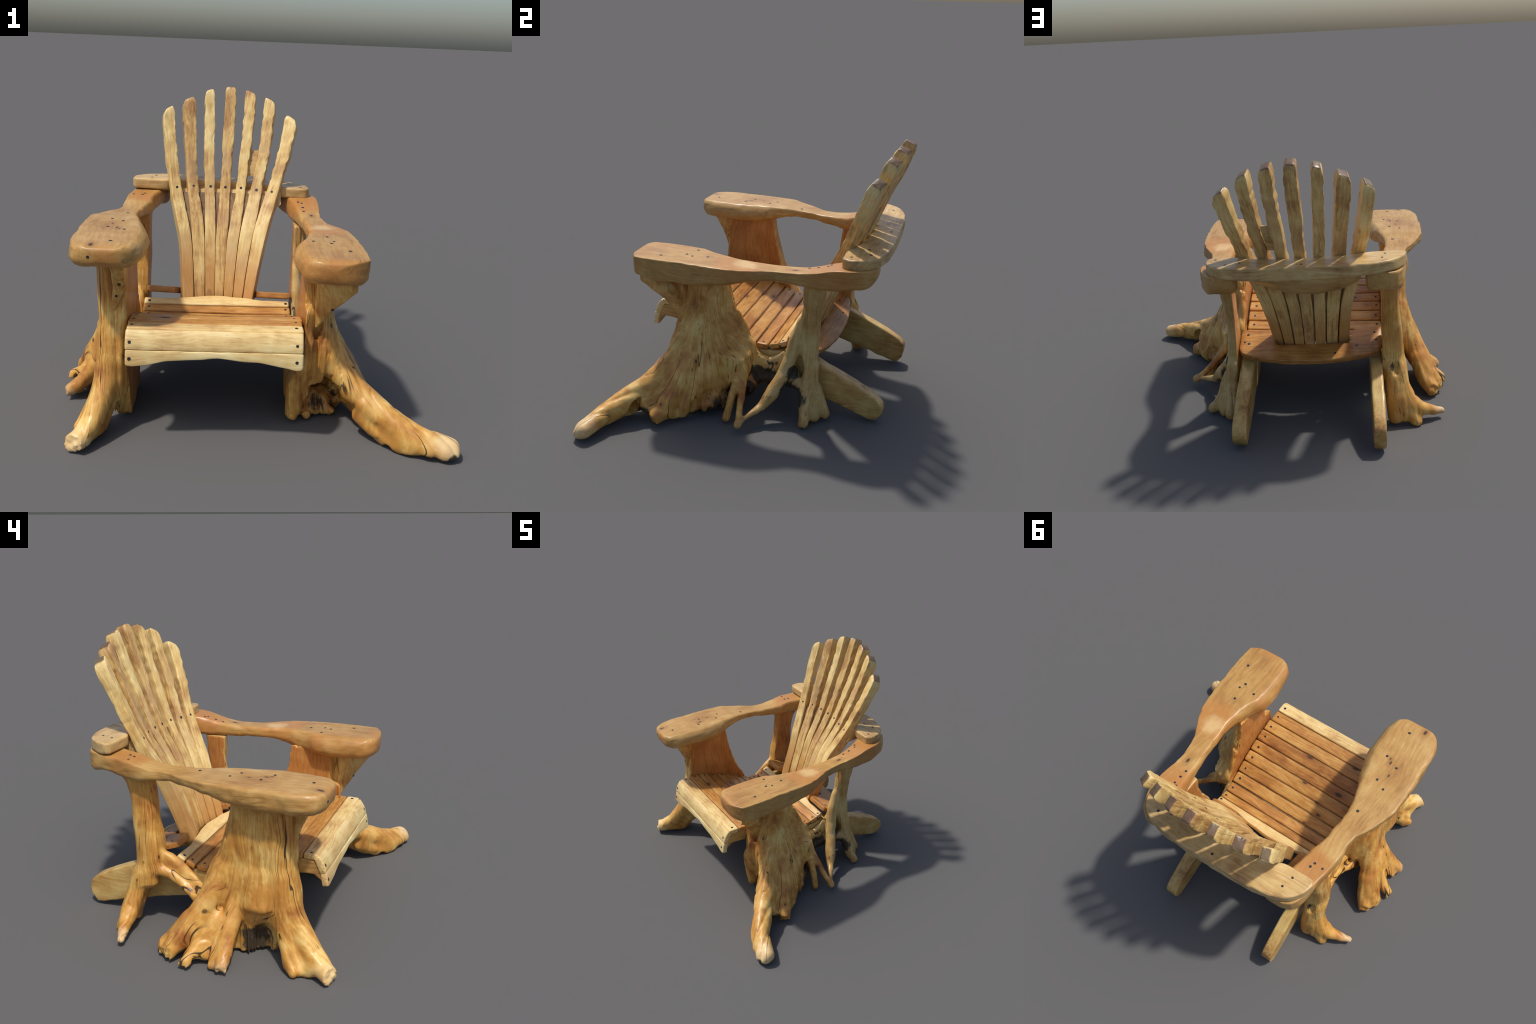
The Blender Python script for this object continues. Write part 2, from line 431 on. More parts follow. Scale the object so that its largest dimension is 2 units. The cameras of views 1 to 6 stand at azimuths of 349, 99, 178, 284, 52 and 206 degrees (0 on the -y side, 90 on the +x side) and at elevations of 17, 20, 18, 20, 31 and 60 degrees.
def plank(k, a, b, x0, x1, mat, seed, wavy_b=None, wavy_a=None, bow=0.0, sag=0.0, gap=GAP, gb=None, ra=0.008):
    """a, b: (y, z) of the top edges; thickness goes to the inside"""
    a, b = np.array(a), np.array(b)
    u = (b - a) / np.linalg.norm(b - a)
    n = np.array([-u[1], u[0]])
    if n @ np.array([-0.7, 0.7]) < 0: n = -n
    w = np.linalg.norm(b - a)
    rings = []
    xs = np.concatenate([[x0, x0 + 0.002, x0 + 0.006], np.linspace(x0 + 0.014, x1 - 0.014, 44), [x1 - 0.006, x1 - 0.002, x1]])
    for i, x in enumerate(xs):
        end = min(x - x0, x1 - x)
        ins = 0.005 * max(0, 1 - end / 0.006) ** 2
        wa = gap / 2 + 0.0016 * n3((x, 0, 0), 14, seed) + (wavy_a(x) if wavy_a else 0)
        wb = w - (gap if gb is None else gb) / 2 + 0.0016 * n3((x, 3, 0), 14, seed) + (wavy_b(x) if wavy_b else 0)
        lift = 0.0025 * n3((x, 7, 1), 3, seed)
        r = rrect(wa + ins, wb - ins, -TH + ins, -ins, ra, 3, 5)
        lift -= sag * (1 - ((x - (x0 + x1) / 2) / ((x1 - x0) / 2)) ** 2)
        mid = (r[:, 0] - wa) / max(wb - wa, 1e-4)
        z = r[:, 1] + lift + bow * 4 * mid * (1 - mid) * (r[:, 1] > -TH / 2)
        z = z + 0.0012 * np.array([n3((x, m * 0.1, q), 25, seed) for m, q in zip(mid, r[:, 1])])
        pts = a[None] + r[:, :1] * u[None] + z[:, None] * n[None]
        rings.append(np.column_stack([np.full(len(pts), x), pts]))
    v, f = loft(rings)
    me = mesh_from("seat_plank", v, f)
    fixnormals(me)
    return add("seat_plank", me, mat)


nb = len(BOUND)
for k in range(nb - 1):
    ya, yb = BOUND[k], BOUND[k + 1]
    e = [0.338 - 0.02, 0.318, 0.325, 0.328, 0.328, 0.328, 0.326, 0.322, 0.318, 0.312, 0.308][k]
    s = [-0.565, -0.570, -0.572, -0.572, -0.572, -0.572, -0.572, -0.574, -0.576, -0.577, -0.577][k]
    wb = None
    if k == nb - 2:
        wb = lambda x: (0.030 * max(0, 1 - ((x + 0.13) / 0.27) ** 2) + 0.006 * n3((x, 0, 0), 9, 3.3))
    mat = SEATP if k in (0, 10) else SEAT
    p = plank(k, (ya, seat_z(ya)), (yb, seat_z(yb)), s, e, mat, 10.0 + 3.1 * k, wavy_b=wb, bow=0.001, sag=0.006 if 0 < k < 9 else 0.002)
    yc = [-0.566, -0.481, -0.391, -0.311, -0.227, -0.15, -0.069, 0.004, 0.086, 0.163, 0.214][k]
    for xs in (0.285, -0.541):
        screw(p, (xs + random.uniform(-0.004, 0.004), yc, seat_z(yc)), (0, 0, 1))
    if k in (9,):
        for xs in (-0.36, -0.28, -0.02):
            pass

def underlay():
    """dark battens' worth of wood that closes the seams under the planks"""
    ys = np.linspace(-0.60, 0.20, 60)
    rings = []
    for y in ys:
        z = seat_z(y) - 0.016
        r = rrect(-0.555, 0.300, z - 0.012, z, 0.003, 2, 2)
        rings.append(np.column_stack([r[:, 0], np.full(len(r), y), r[:, 1]]))
    v, f = loft(rings)
    me = mesh_from("seat_underlay", v, f)
    fixnormals(me)
    add("seat_underlay", me, BACKING)

underlay()


def wave_low(x):
    t = (x + 0.125) / 0.44
    return -0.006 - 0.060 * (1 - t * t) * (1 if abs(t) < 1 else 0) + 0.037 - 0.018 * max(0, (abs(t) - 0.9) / 0.1) ** 2 + 0.007 * n3((x, 0, 0), 9, 1.1)

pb = plank(20, (-0.612, 0.607), (-0.6575, 0.514), -0.568, 0.316, SEATP, 60.0, bow=0.008, gap=0.003, gb=0.0015, ra=0.004)
pc = plank(21, (-0.658, 0.5135), (-0.670, 0.448), -0.566, 0.318, SEATP, 70.0, wavy_b=lambda x: wave_low(x), bow=0.002, gap=0.0015, gb=0.0, ra=0.004)
for xs in (0.285, -0.545):
    screw(pb, (xs, -0.655, 0.555), (0, -0.9, 0.4))
    screw(pc, (xs, -0.669, 0.471), (0, -1, 0.1))

# ------------------------------------------------------------------ seat stringers that run back into the rear legs
def stringer(xa, xb, dx_rear, length=0.0, seed=1.0, drop=0.0):
    top = [(-0.640, 0.470), (-0.632, 0.545), (-0.612, 0.572), (-0.566, 0.576), (-0.481, 0.575), (-0.391, 0.562), (-0.311, 0.537), (-0.227, 0.508), (-0.15, 0.474), (-0.069, 0.436),
           (0.004, 0.396), (0.086, 0.375), (0.20, 0.385), (0.30, 0.400), (0.40, 0.392), (0.50, 0.358), (0.62, 0.310), (0.74, 0.254), (0.83 + length * .8, 0.202 - length * .1),
           (0.868 + length, 0.165), (0.876 + length, 0.128)]
    bot = [(-0.632, 0.460), (-0.610, 0.470), (-0.585, 0.492), (-0.54, 0.490), (-0.47, 0.478), (-0.391, 0.465), (-0.311, 0.438), (-0.227, 0.400), (-0.15, 0.360), (-0.069, 0.318),
           (0.004, 0.278), (0.086, 0.240), (0.20, 0.190), (0.30, 0.165), (0.40, 0.140), (0.50, 0.112), (0.62, 0.078), (0.70, 0.052), (0.78 + length * .8, 0.024),
           (0.832 + length, 0.018), (0.862 + length, 0.060)]
    top = [(y, z - drop * min(1, max(0, (y - 0.25) / 0.25))) for y, z in top]
    # resample both edges
    def res(c, n):
        c = np.array(c); d = np.r_[0, np.cumsum(np.linalg.norm(np.diff(c, axis=0), axis=1))]
        t = np.linspace(0, d[-1], n)
        return np.column_stack([np.interp(t, d, c[:, 0]), np.interp(t, d, c[:, 1])])
    T, B = res(top, 90), res(bot, 90)
    rings = []
    for i in range(90):
        t, b = T[i], B[i]
        w = np.clip((0.5 * (t[0] + b[0]) - 0.35) / 0.5, 0, 1)
        x0, x1 = xa + dx_rear * w, xb + dx_rear * w
        h = np.linalg.norm(t - b)
        u = (t - b) / max(h, 1e-6)
        r = rrect(x0, x1, 0, h, 0.012, 3, 4)
        ring = []
        for q in r:
            p = np.array([q[0], *(b + u * q[1])])
            edge = 1.0 if 0.5 * (t[0] + b[0]) > 0.3 else 0.4
            p[0] += 0.004 * n3(p, 11, seed) * edge
            p[2] += 0.007 * n3(p, 16, seed + 3) * edge * (1 if q[1] < h / 2 else 0.5)
            ring.append(p)
        rings.append(np.array(ring))
    v, f = loft(rings)
    me = mesh_from("back_leg", v, f)
    fixnormals(me)
    return add("back_leg", me, LEG, sharp=35)

stringer(0.228, 0.312, 0.002, -0.004, 1.0, 0.036)
stringer(-0.562, -0.490, -0.012, 0.006, 5.0)

# ------------------------------------------------------------------ low rear board behind the seat
def rear_board():
    rings = []
    xs = np.linspace(-0.562, 0.318, 60)
    for x in xs:
        t = (x + 0.122) / 0.44
        yf = 0.256
        mid = max(0, 1 - (x + 0.14) ** 2 / 0.26 ** 2)
        yf += 0.13 * min(1, mid * 4)
        yr = 0.415 + 0.105 * math.sqrt(max(0, 1 - t * t)) + 0.003 * n3((x, 0, 0), 15, 2.0)
        end = min(x - xs[0], xs[-1] - x)
        ins = 0.006 * max(0, 1 - end / 0.012)
        r = rrect(yf + ins, yr - ins, -0.036 + ins, -ins, 0.008, 3, 6)
        zz = 0.527 - 0.38 * (r[:, 0] - 0.27) - 0.028 * (x + 0.55) / 0.88 + r[:, 1]
        zz = zz + np.array([0.002 * n3((x, q, 0), 12, 4) for q in r[:, 0]])
        rings.append(np.column_stack([np.full(len(r), x), r[:, 0] + r[:, 1] * 0.38, zz]))
    v, f = loft(rings)
    me = mesh_from("rear_seat_board", v, f)
    fixnormals(me)
    ob = add("rear_seat_board", me, SEAT, sharp=40)
    for x, y in ((0.275, 0.30), (0.29, 0.37), (0.262, 0.385), (-0.52, 0.30), (-0.53, 0.37), (-0.41, 0.42), (-0.28, 0.485)):
        screw(ob, (x, y, 0.49), (0, 0.35, 0.93))
    return ob

rear_board()

# ------------------------------------------------------------------ fan of back slats
# per slat: left and right edge at five heights, then the two top corners (x, z), and y on the fan at z 1.09
SLAT_Z = (0.44, 0.76, 0.89, 1.125, 1.37)
SLATS = [
    (((-0.344, -0.276), (-0.371, -0.303), (-0.399, -0.328), (-0.449, -0.379), (-0.488, -0.419)), (-0.507, 1.550), (-0.438, 1.595), 0.529),
    (((-0.274, -0.211), (-0.301, -0.225), (-0.314, -0.236), (-0.342, -0.273), (-0.368, -0.291)), (-0.390, 1.610), (-0.308, 1.651), 0.555),
    (((-0.209, -0.153), (-0.223, -0.156), (-0.226, -0.160), (-0.235, -0.170), (-0.245, -0.180)), (-0.252, 1.673), (-0.187, 1.697), 0.572),
    (((-0.151, -0.097), (-0.154, -0.085), (-0.148, -0.077), (-0.136, -0.072), (-0.130, -0.060)), (-0.122, 1.705), (-0.050, 1.707), 0.578),
    (((-0.095, -0.040), (-0.083, -0.014), (-0.066, 0.003), (-0.034, 0.027), (-0.014, 0.053)), (0.006, 1.701), (0.078, 1.665), 0.570),
    (((-0.038, 0.019), (-0.010, 0.068), (0.010, 0.095), (0.058, 0.132), (0.100, 0.175)), (0.128, 1.662), (0.202, 1.620), 0.555),
    (((0.022, 0.080), (0.070, 0.147), (0.096, 0.179), (0.163, 0.238), (0.231, 0.311)), (0.266, 1.565), (0.342, 1.511), 0.533),
]
def slat_edge(spec, z, side):
    rows = [(h, e[side]) for h, e in zip(SLAT_Z, spec[0])] + [(spec[1 + side][1], spec[1 + side][0])]
    return float(interp(np.array([z]), rows)[0, 0])
FAN = [(0.44, -0.276), (0.50, -0.259), (0.60, -0.227), (0.72, -0.181), (0.842, -0.133), (0.97, -0.064), (1.09, 0.0), (1.335, 0.098), (1.50, 0.160), (1.72, 0.230)]
def fan(z):
    """how far the fan's front lies behind its place at z 1.09: a slightly dished back"""
    return float(interp(np.array([z]), FAN)[0, 0])
def slat(i, spec):
    rows, (tl, zl), (tr, zr), y0 = spec
    zb = 0.442
    xc_b, xc_t = sum(rows[0]) / 2, (tl + tr) / 2
    zt = (zl + zr) / 2
    yb = y0 + fan(zb)
    # frame of the slat
    org = Vector((xc_b, yb, zb))
    tip = Vector((xc_t, y0 + fan(zt), zt))
    Z = (tip - org).normalized()
    yaw = math.radians([17, 12, 6, -1, -6, -12, -17][i])
    Yd = Vector((math.sin(yaw) * -1, math.cos(yaw), 0))
    Yd = (Yd - Z * Yd.dot(Z)).normalized()
    X = Yd.cross(Z).normalized()
    M = Matrix((( X.x, Yd.x, Z.x, org.x), (X.y, Yd.y, Z.y, org.y), (X.z, Yd.z, Z.z, org.z), (0, 0, 0, 1)))
    length = (tip - org).length
    slope = (zr - zl) / (tr - tl) * 0.8
    rings = []
    ts = np.concatenate([[0, 0.006], np.linspace(0.02, 0.955, 110), [0.968, 0.98, 0.989, 0.995, 0.9985, 1.0]])
    for t in ts:
        zw = zb + (zt - zb) * t
        le, re = slat_edge(spec, zw, 0), slat_edge(spec, zw, 1)
        w = re - le
        bend = (le + re) / 2 - (xc_b * (1 - t) + xc_t * t)
        k = min(1.0, max(0.12, (zw - 0.85) / 0.3))
        s = i * 5.3
        dish = (y0 + fan(zw) - (yb + (y0 + fan(zt) - yb) * t)) * 0.92
        depth = float(interp(np.array([zw]), [(0.44, 0.080), (0.80, 0.082), (0.95, 0.080), (1.06, 0.071), (1.2, 0.063), (1.42, 0.067), (1.58, 0.082), (1.75, 0.088)])[0, 0])
        # hewn edges: slow wander plus short chipped bites, and a bevel that comes and goes
        bite = lambda q: 0.011 * max(0, n3((t * length, q, s), 23, 1.3 + q) - 0.12)
        nl = (0.005 * n3((t * length, 0, s), 12, 0.3) + bite(0)) * k
        nr = (0.005 * n3((t * length, 4, s), 12, 2.3) - bite(4)) * k
        bev = [0.0035 + 0.020 * k * max(0, n3((t * length, q, s), 17, 5.0 + q) - 0.02) for q in (1, 2, 7, 9)]
        e = max(0, (t - 0.955) / 0.045)
        shrink = 0.018 * (1 - math.sqrt(max(0, 1 - e * e))) if e > 0 else 0
        if t < 0.01: shrink = 0.003 * (1 - t / 0.006) if t < 0.006 else 0
        x0, x1 = -w / 2 + nl + bend + shrink, w / 2 + nr + bend - shrink
        r = rrect(x0, x1, 0 + shrink * 0.7, depth - shrink, (bev[2], bev[3], bev[0], bev[1]), 3, 4)
        ring = []
        for q in r:
            z = t * length
            y0_ = dish
            z += slope * (q[0] - bend) * max(0, (t - 0.75) / 0.25) ** 1.5
            y = q[1]
            y += 0.003 * n3((q[0], t * length, s), 12, 6) * k + 0.0022 * n3((q[0], t * length, s + y * 40), 30, 7) * k
            ring.append((q[0] + 0.002 * n3((y * 3, t * length, s), 28, 9) * k, y + y0_, z))
        rings.append(np.array(ring))
    v, f = loft(rings)
    me = mesh_from("back_slat", v, f)
    fixnormals(me)
    ob = add("back_slat", me, SLAT, matrix=M, sharp=30)
    return ob

slat_obs = [slat(i, s) for i, s in enumerate(SLATS)]
SCR = [(-0.407, 0.529, 1.093), (-0.305, 0.557, 1.10), (-0.198, 0.573, 1.096), (-0.104, 0.578, 1.093), (-0.005, 0.570, 1.093), (0.094, 0.554, 1.085), (0.190, 0.535, 1.081)]
for ob, p in zip(slat_obs, SCR):
    screw(ob, p, (0, -0.93, 0.38))

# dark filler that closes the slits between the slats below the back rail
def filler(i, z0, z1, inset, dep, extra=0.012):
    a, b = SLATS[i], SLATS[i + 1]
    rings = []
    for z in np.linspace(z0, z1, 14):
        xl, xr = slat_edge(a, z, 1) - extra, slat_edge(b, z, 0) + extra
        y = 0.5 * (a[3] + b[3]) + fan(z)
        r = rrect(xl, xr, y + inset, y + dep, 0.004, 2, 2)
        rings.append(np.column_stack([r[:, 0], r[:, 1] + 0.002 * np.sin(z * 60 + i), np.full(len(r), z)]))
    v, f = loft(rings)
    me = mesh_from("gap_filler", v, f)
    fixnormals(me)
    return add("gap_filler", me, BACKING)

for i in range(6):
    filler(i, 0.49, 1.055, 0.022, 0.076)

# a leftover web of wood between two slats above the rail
def web():
    rings = []
    for z, k in ((1.16, 0.5), (1.18, 1.0), (1.24, 1.0), (1.29, 0.9), (1.315, 0.35)):
        xl, xr = slat_edge(SLATS[4], z, 1) - 0.012, slat_edge(SLATS[5], z, 0) + 0.012
        y = 0.562 + fan(z)
        r = rrect(xl, xr, y + 0.045 - 0.012 * k, y + 0.05 + 0.018 * k, 0.006, 3, 2)
        rings.append(np.column_stack([r, np.full(len(r), z)]))
    v, f = loft(rings)
    me = mesh_from("slat_web", v, f)
    fixnormals(me)
    add("slat_web", me, RAIL)

web()

# ------------------------------------------------------------------ arms
def arm(name, table, seed, chisel=0.006, corner=(1, 1, 1, 1)):
    """table rows: y, x left, x right, z top, z bottom, round radius, mid bulge left, mid bulge right"""
    ys = np.concatenate([np.linspace(table[0][0], table[0][0] + 0.06, 12)[:-1], np.linspace(table[0][0] + 0.06, table[-1][0] - 0.04, 84), np.linspace(table[-1][0] - 0.04, table[-1][0], 8)[1:]])
    rows = interp(ys, table)
    rings = []
    for y, (x0, x1, zt, zb, rad, bl, br) in zip(ys, rows):
        r = rrect(x0, x1, zb, zt, tuple(rad * c for c in corner), 5, 7)
        ring = []
        h = zt - zb
        for q in r:
            m = (q[1] - zb) / h                      # 0 bottom .. 1 top
            side = 1 - (2 * m - 0.85) ** 2
            if q[0] < (x0 + x1) / 2: dx = -bl * max(0, side)
            else: dx = br * max(0, side)
            fx = (q[0] - x0) / max(x1 - x0, 1e-4)
            low = (1 - m) ** 2
            edge = abs(2 * fx - 1) ** 2
            p = np.array([q[0] + dx, y, q[1]])
            d = n3(p, 9, seed) * 0.008 + n3(p, 24, seed + 4) * chisel * 0.7 - 0.010 * max(0, n3(p, 17, seed + 20) - 0.18)
            top = 1 if m > 0.93 and edge < 0.7 else 0
            amp = 0.18 if top else 1.0
            p[0] += d * amp * (1 if fx > 0.5 else -1) * edge
            p[2] += (n3(p, 8, seed + 9) * 0.007 + n3(p, 22, seed + 12) * 0.004) * (low + 0.35 * edge) * (1 if not top else 0.3)
            ring.append(p)
        rings.append(np.array(ring))
    v, f = loft(rings)
    me = mesh_from(name, v, f)
    fixnormals(me)
    return add(name, me, ARM, sharp=50)

armL = arm("armrest", [
    (-0.703, -0.715, -0.600, 1.026, 0.978, 0.022, 0.0, 0.0),
    (-0.697, -0.748, -0.568, 1.038, 0.962, 0.030, 0.004, 0.004),
    (-0.680, -0.780, -0.538, 1.047, 0.948, 0.036, 0.008, 0.008),
    (-0.650, -0.806, -0.518, 1.051, 0.938, 0.038, 0.010, 0.014),
    (-0.600, -0.824, -0.508, 1.053, 0.934, 0.036, 0.008, 0.020),
    (-0.500, -0.838, -0.503, 1.053, 0.932, 0.034, 0.004, 0.026),
    (-0.380, -0.842, -0.502, 1.052, 0.930, 0.034, 0.003, 0.026),
    (-0.270, -0.843, -0.522, 1.051, 0.934, 0.034, 0.002, 0.022),
    (-0.170, -0.842, -0.545, 1.050, 0.948, 0.030, 0.0, 0.014),
    (-0.070, -0.836, -0.572, 1.047, 0.974, 0.024, 0.0, 0.006),
    (0.025, -0.803, -0.588, 1.036, 0.984, 0.020, 0.0, 0.0),
    (0.110, -0.766, -0.593, 1.030, 0.980, 0.018, 0.0, 0.0),
    (0.200, -0.722, -0.587, 1.024, 0.974, 0.018, 0.0, 0.0),
    (0.290, -0.712, -0.576, 1.023, 0.960, 0.018, 0.002, 0.004),
    (0.380, -0.711, -0.558, 1.032, 0.944, 0.020, 0.004, 0.006),
    (0.470, -0.704, -0.542, 1.051, 0.945, 0.022, 0.005, 0.006),
    (0.560, -0.690, -0.520, 1.055, 0.952, 0.022, 0.004, 0.004),
    (0.650, -0.682, -0.495, 1.060, 0.958, 0.022, 0.002, 0.0),
    (0.700, -0.672, -0.470, 1.064, 0.950, 0.022, 0.0, 0.0),
    (0.745, -0.646, -0.465, 1.064, 0.954, 0.024, 0.0, 0.0),
    (0.775, -0.600, -0.475, 1.064, 0.972, 0.024, 0.0, 0.0),
], 3.0, corner=(0.8, 0.55, 1.2, 1.2))
armR = arm("armrest", [
    (-0.684, 0.378, 0.490, 0.985, 0.905, 0.026, 0.0, 0.0),
    (-0.672, 0.348, 0.545, 0.998, 0.888, 0.034, 0.002, 0.0),
    (-0.655, 0.328, 0.580, 1.003, 0.880, 0.036, 0.006, 0.0),
    (-0.622, 0.309, 0.615, 1.005, 0.874, 0.034, 0.012, 0.0),
    (-0.530, 0.304, 0.622, 1.005, 0.866, 0.032, 0.022, 0.0),
    (-0.410, 0.300, 0.622, 1.005, 0.862, 0.032, 0.028, 0.0),
    (-0.310, 0.306, 0.617, 1.004, 0.866, 0.032, 0.028, 0.0),
    (-0.230, 0.342, 0.613, 1.003, 0.872, 0.030, 0.022, 0.0),
    (-0.140, 0.362, 0.607, 1.000, 0.882, 0.030, 0.014, 0.0),
    (-0.060, 0.374, 0.602, 0.996, 0.896, 0.028, 0.006, 0.002),
    (0.000, 0.374, 0.582, 0.991, 0.910, 0.026, 0.002, 0.004),
    (0.070, 0.368, 0.546, 0.987, 0.918, 0.024, 0.0, 0.004),
    (0.175, 0.365, 0.500, 0.985, 0.918, 0.022, 0.0, 0.0),
    (0.280, 0.355, 0.484, 0.986, 0.910, 0.022, 0.004, 0.0),
    (0.360, 0.352, 0.480, 0.992, 0.904, 0.022, 0.008, 0.0),
    (0.450, 0.338, 0.485, 1.010, 0.902, 0.022, 0.012, 0.0),
    (0.530, 0.318, 0.486, 1.030, 0.908, 0.022, 0.012, 0.0),
    (0.610, 0.290, 0.478, 1.040, 0.918, 0.022, 0.008, 0.0),
    (0.670, 0.262, 0.458, 1.040, 0.922, 0.022, 0.002, 0.0),
    (0.720, 0.250, 0.438, 1.040, 0.926, 0.024, 0.0, 0.0),
    (0.758, 0.255, 0.405, 1.040, 0.945, 0.024, 0.0, 0.0),
    (0.780, 0.272, 0.374, 1.040, 0.978, 0.018, 0.0, 0.0),
], 13.0, corner=(0.28, 0.9, 1.3, 1.1))
for p in ((-0.603, -0.376), (-0.692, -0.332), (-0.635, -0.199), (-0.698, -0.160), (-0.635, -0.599), (-0.644, 0.042),
          (-0.616, 0.470), (-0.606, 0.501), (-0.670, 0.474)):
    screw(armL, (p[0], p[1], 1.05))
for p in ((0.370, -0.321), (0.454, -0.224), (0.537, -0.492), (0.461, -0.357), (0.479, -0.314), (0.384, 0.386), (0.383, 0.440), (0.380, 0.496), (0.359, 0.511)):
    screw(armR, (p[0], p[1], 1.0))
screw(armL, (-0.725, -0.69, 1.0), (0, -1, 0))

# ------------------------------------------------------------------ back rail lying on the arm ends
RTOP = lambda x: 1.130 - 0.030 * (x + 0.575) / 0.9
def back_rail():
    front = [(-0.690, 0.600), (-0.672, 0.586), (-0.58, 0.586), (-0.49, 0.590), (-0.44, 0.612), (-0.30, 0.638), (-0.10, 0.655), (0.10, 0.640), (0.20, 0.616), (0.255, 0.590), (0.33, 0.580), (0.405, 0.580), (0.436, 0.610)]
    rear = [(-0.693, 0.632), (-0.672, 0.685), (-0.625, 0.745), (-0.54, 0.788), (-0.464, 0.806), (-0.37, 0.815), (-0.10, 0.822), (0.11, 0.820), (0.20, 0.815), (0.28, 0.800), (0.333, 0.785), (0.378, 0.752), (0.418, 0.705), (0.438, 0.645)]
    fx, rx = np.array(front), np.array(rear)
    xs = np.concatenate([[-0.692, -0.690, -0.686, -0.680], np.linspace(-0.67, 0.415, 80), [0.424, 0.430, 0.434, 0.4355]])
    rings = []
    for x in xs:
        yf = float(interp(np.array([x]), front)[0, 0]); yr = float(interp(np.array([x]), rear)[0, 0])
        end = min(x - xs[0], xs[-1] - x)
        ins = 0.008 * max(0, 1 - end / 0.012) ** 2
        zt = RTOP(x)
        mid = math.exp(-((x + 0.12) / 0.33) ** 4)
        th = 0.066 + 0.014 * mid
        r = rrect(yf + ins, max(yr, yf + 0.03) - ins, zt - th + ins, zt - ins, 0.013, 4, 7)
        ring = []
        for q in r:
            p = np.array([x, q[0], q[1]])
            top = q[1] > zt - 0.004
            d = n3(p, 14, 21) * 0.005 + n3(p, 34, 25) * 0.003
            if not top: p[1] += d * (1 if q[0] > (yf + yr) / 2 else -0.7)
            p[2] += d * (0.25 if top else 0.7)
            ring.append(p)
        rings.append(np.array(ring))
    v, f = loft(rings)
    me = mesh_from("back_rail", v, f)
    fixnormals(me)
    ob = add("back_rail", me, RAIL, sharp=45)
    for x, y in ((-0.575, 0.639), (-0.556, 0.710), (0.308, 0.726), (0.38, 0.627), (-0.12, 0.77), (0.23, 0.70)):
        screw(ob, (x, y, RTOP(x)))

back_rail()

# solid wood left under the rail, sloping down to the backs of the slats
def rail_bracket():
    rings = []
    for t in np.linspace(0, 1, 34):
        x = -0.44 + 0.69 * t
        k = math.sin(math.pi * min(1, max(0, 0.04 + t * 0.93))) ** 0.4
        yb = 0.60 + 0.03 * math.sin(math.pi * t)
        deep = (0.195 - 0.05 * t) * k + 0.01
        yr = yb + 0.04 + 0.145 * k
        prof = [(yb - 0.03, 1.072), (yb - 0.055, 1.03), (yb - 0.075, 1.072 - deep), (yb - 0.01, 1.065 - deep * 0.98), (yb + 0.045, 1.062 - deep * 0.78), (yb + 0.095, 1.058 - deep * 0.54),
                ((yb + yr) / 2 + 0.062, 1.058 - deep * 0.30), (yr, 1.050), (yr, 1.070), ((yb + yr) / 2, 1.074)]
        ring = []
        for j in range(len(prof)):
            a_, b_ = np.array(prof[j]), np.array(prof[(j + 1) % len(prof)])
            for u in (0, 0.5):
                q = a_ * (1 - u) + b_ * u
                p = np.array([x, q[0], q[1]])
                if p[2] < 1.05: p = p + np.array([0, 0.006, 0.008]) * n3(p, 12, 31) + np.array([0, 0.003, 0.004]) * n3(p, 30, 35)
                ring.append(p)
        rings.append(np.array(ring))
    v, f = loft(rings)
    me = mesh_from("rail_bracket", v, f)
    fixnormals(me)
    add("rail_bracket", me, RAIL, sharp=45)

rail_bracket()

# ------------------------------------------------------------------ brackets under the arm fronts
def wedge(name, rows, seed, mat, shear=0.0):
    """rows from the top down: z, x0, x1, y front, y back"""
    zs = np.linspace(rows[0][0], rows[-1][0], 30)
    tb = sorted([(r[0], *r[1:]) for r in rows])
    rings = []
    for z in zs:
        x0, x1, y0, y1 = interp(np.array([z]), tb)[0]
        r = rrect(x0, x1, y0, y1, 0.013, 3, 4)
        if shear:
            r[:, 1] += shear * (x1 - r[:, 0])
        rings.append(np.array([[q[0] + 0.007 * n3((q[0], q[1], z), 13, seed), q[1] + 0.007 * n3((q[0], q[1], z), 13, seed + 5), z] for q in r]))
    v, f = loft(rings)
    me = mesh_from(name, v, f)
    fixnormals(me)
    return add(name, me, mat, sharp=45)

BRK = wood('bracket_wood', (0.72, 0.50, 0.18), (0.56, 0.31, 0.08), (0.32, 0.115, 0.026), 'Z', cracks=0.6, mottling=1.2, knot_rate=0.04)
wl = wedge("arm_bracket", [(0.95, -0.652, -0.572, -0.615, -0.47), (0.87, -0.645, -0.574, -0.572, -0.47), (0.80, -0.645, -0.578, -0.537, -0.47), (0.74, -0.650, -0.592, -0.522, -0.47),
                           (0.68, -0.660, -0.624, -0.510, -0.47), (0.63, -0.672, -0.650, -0.492, -0.468)], 41, BRK)
screw(wl, (-0.607, -0.55, 0.815), (0, -1, 0.2)); screw(wl, (-0.625, -0.53, 0.745), (0, -1, 0.2))
wr = wedge("arm_bracket", [(0.90, 0.386, 0.572, -0.632, -0.535), (0.84, 0.386, 0.570, -0.630, -0.525), (0.80, 0.386, 0.548, -0.598, -0.490), (0.74, 0.387, 0.508, -0.556, -0.445),
                           (0.68, 0.388, 0.462, -0.518, -0.410), (0.62, 0.388, 0.432, -0.482, -0.395), (0.575, 0.388, 0.406, -0.455, -0.40)], 47, BRK, 0.72)
wedge("arm_bracket", [(0.90, 0.392, 0.500, -0.500, -0.36), (0.84, 0.392, 0.498, -0.500, -0.36), (0.80, 0.392, 0.486, -0.490, -0.36), (0.74, 0.392, 0.464, -0.475, -0.36),
                      (0.68, 0.392, 0.440, -0.460, -0.37), (0.62, 0.392, 0.422, -0.440, -0.38), (0.59, 0.392, 0.408, -0.425, -0.39)], 53, BRK)
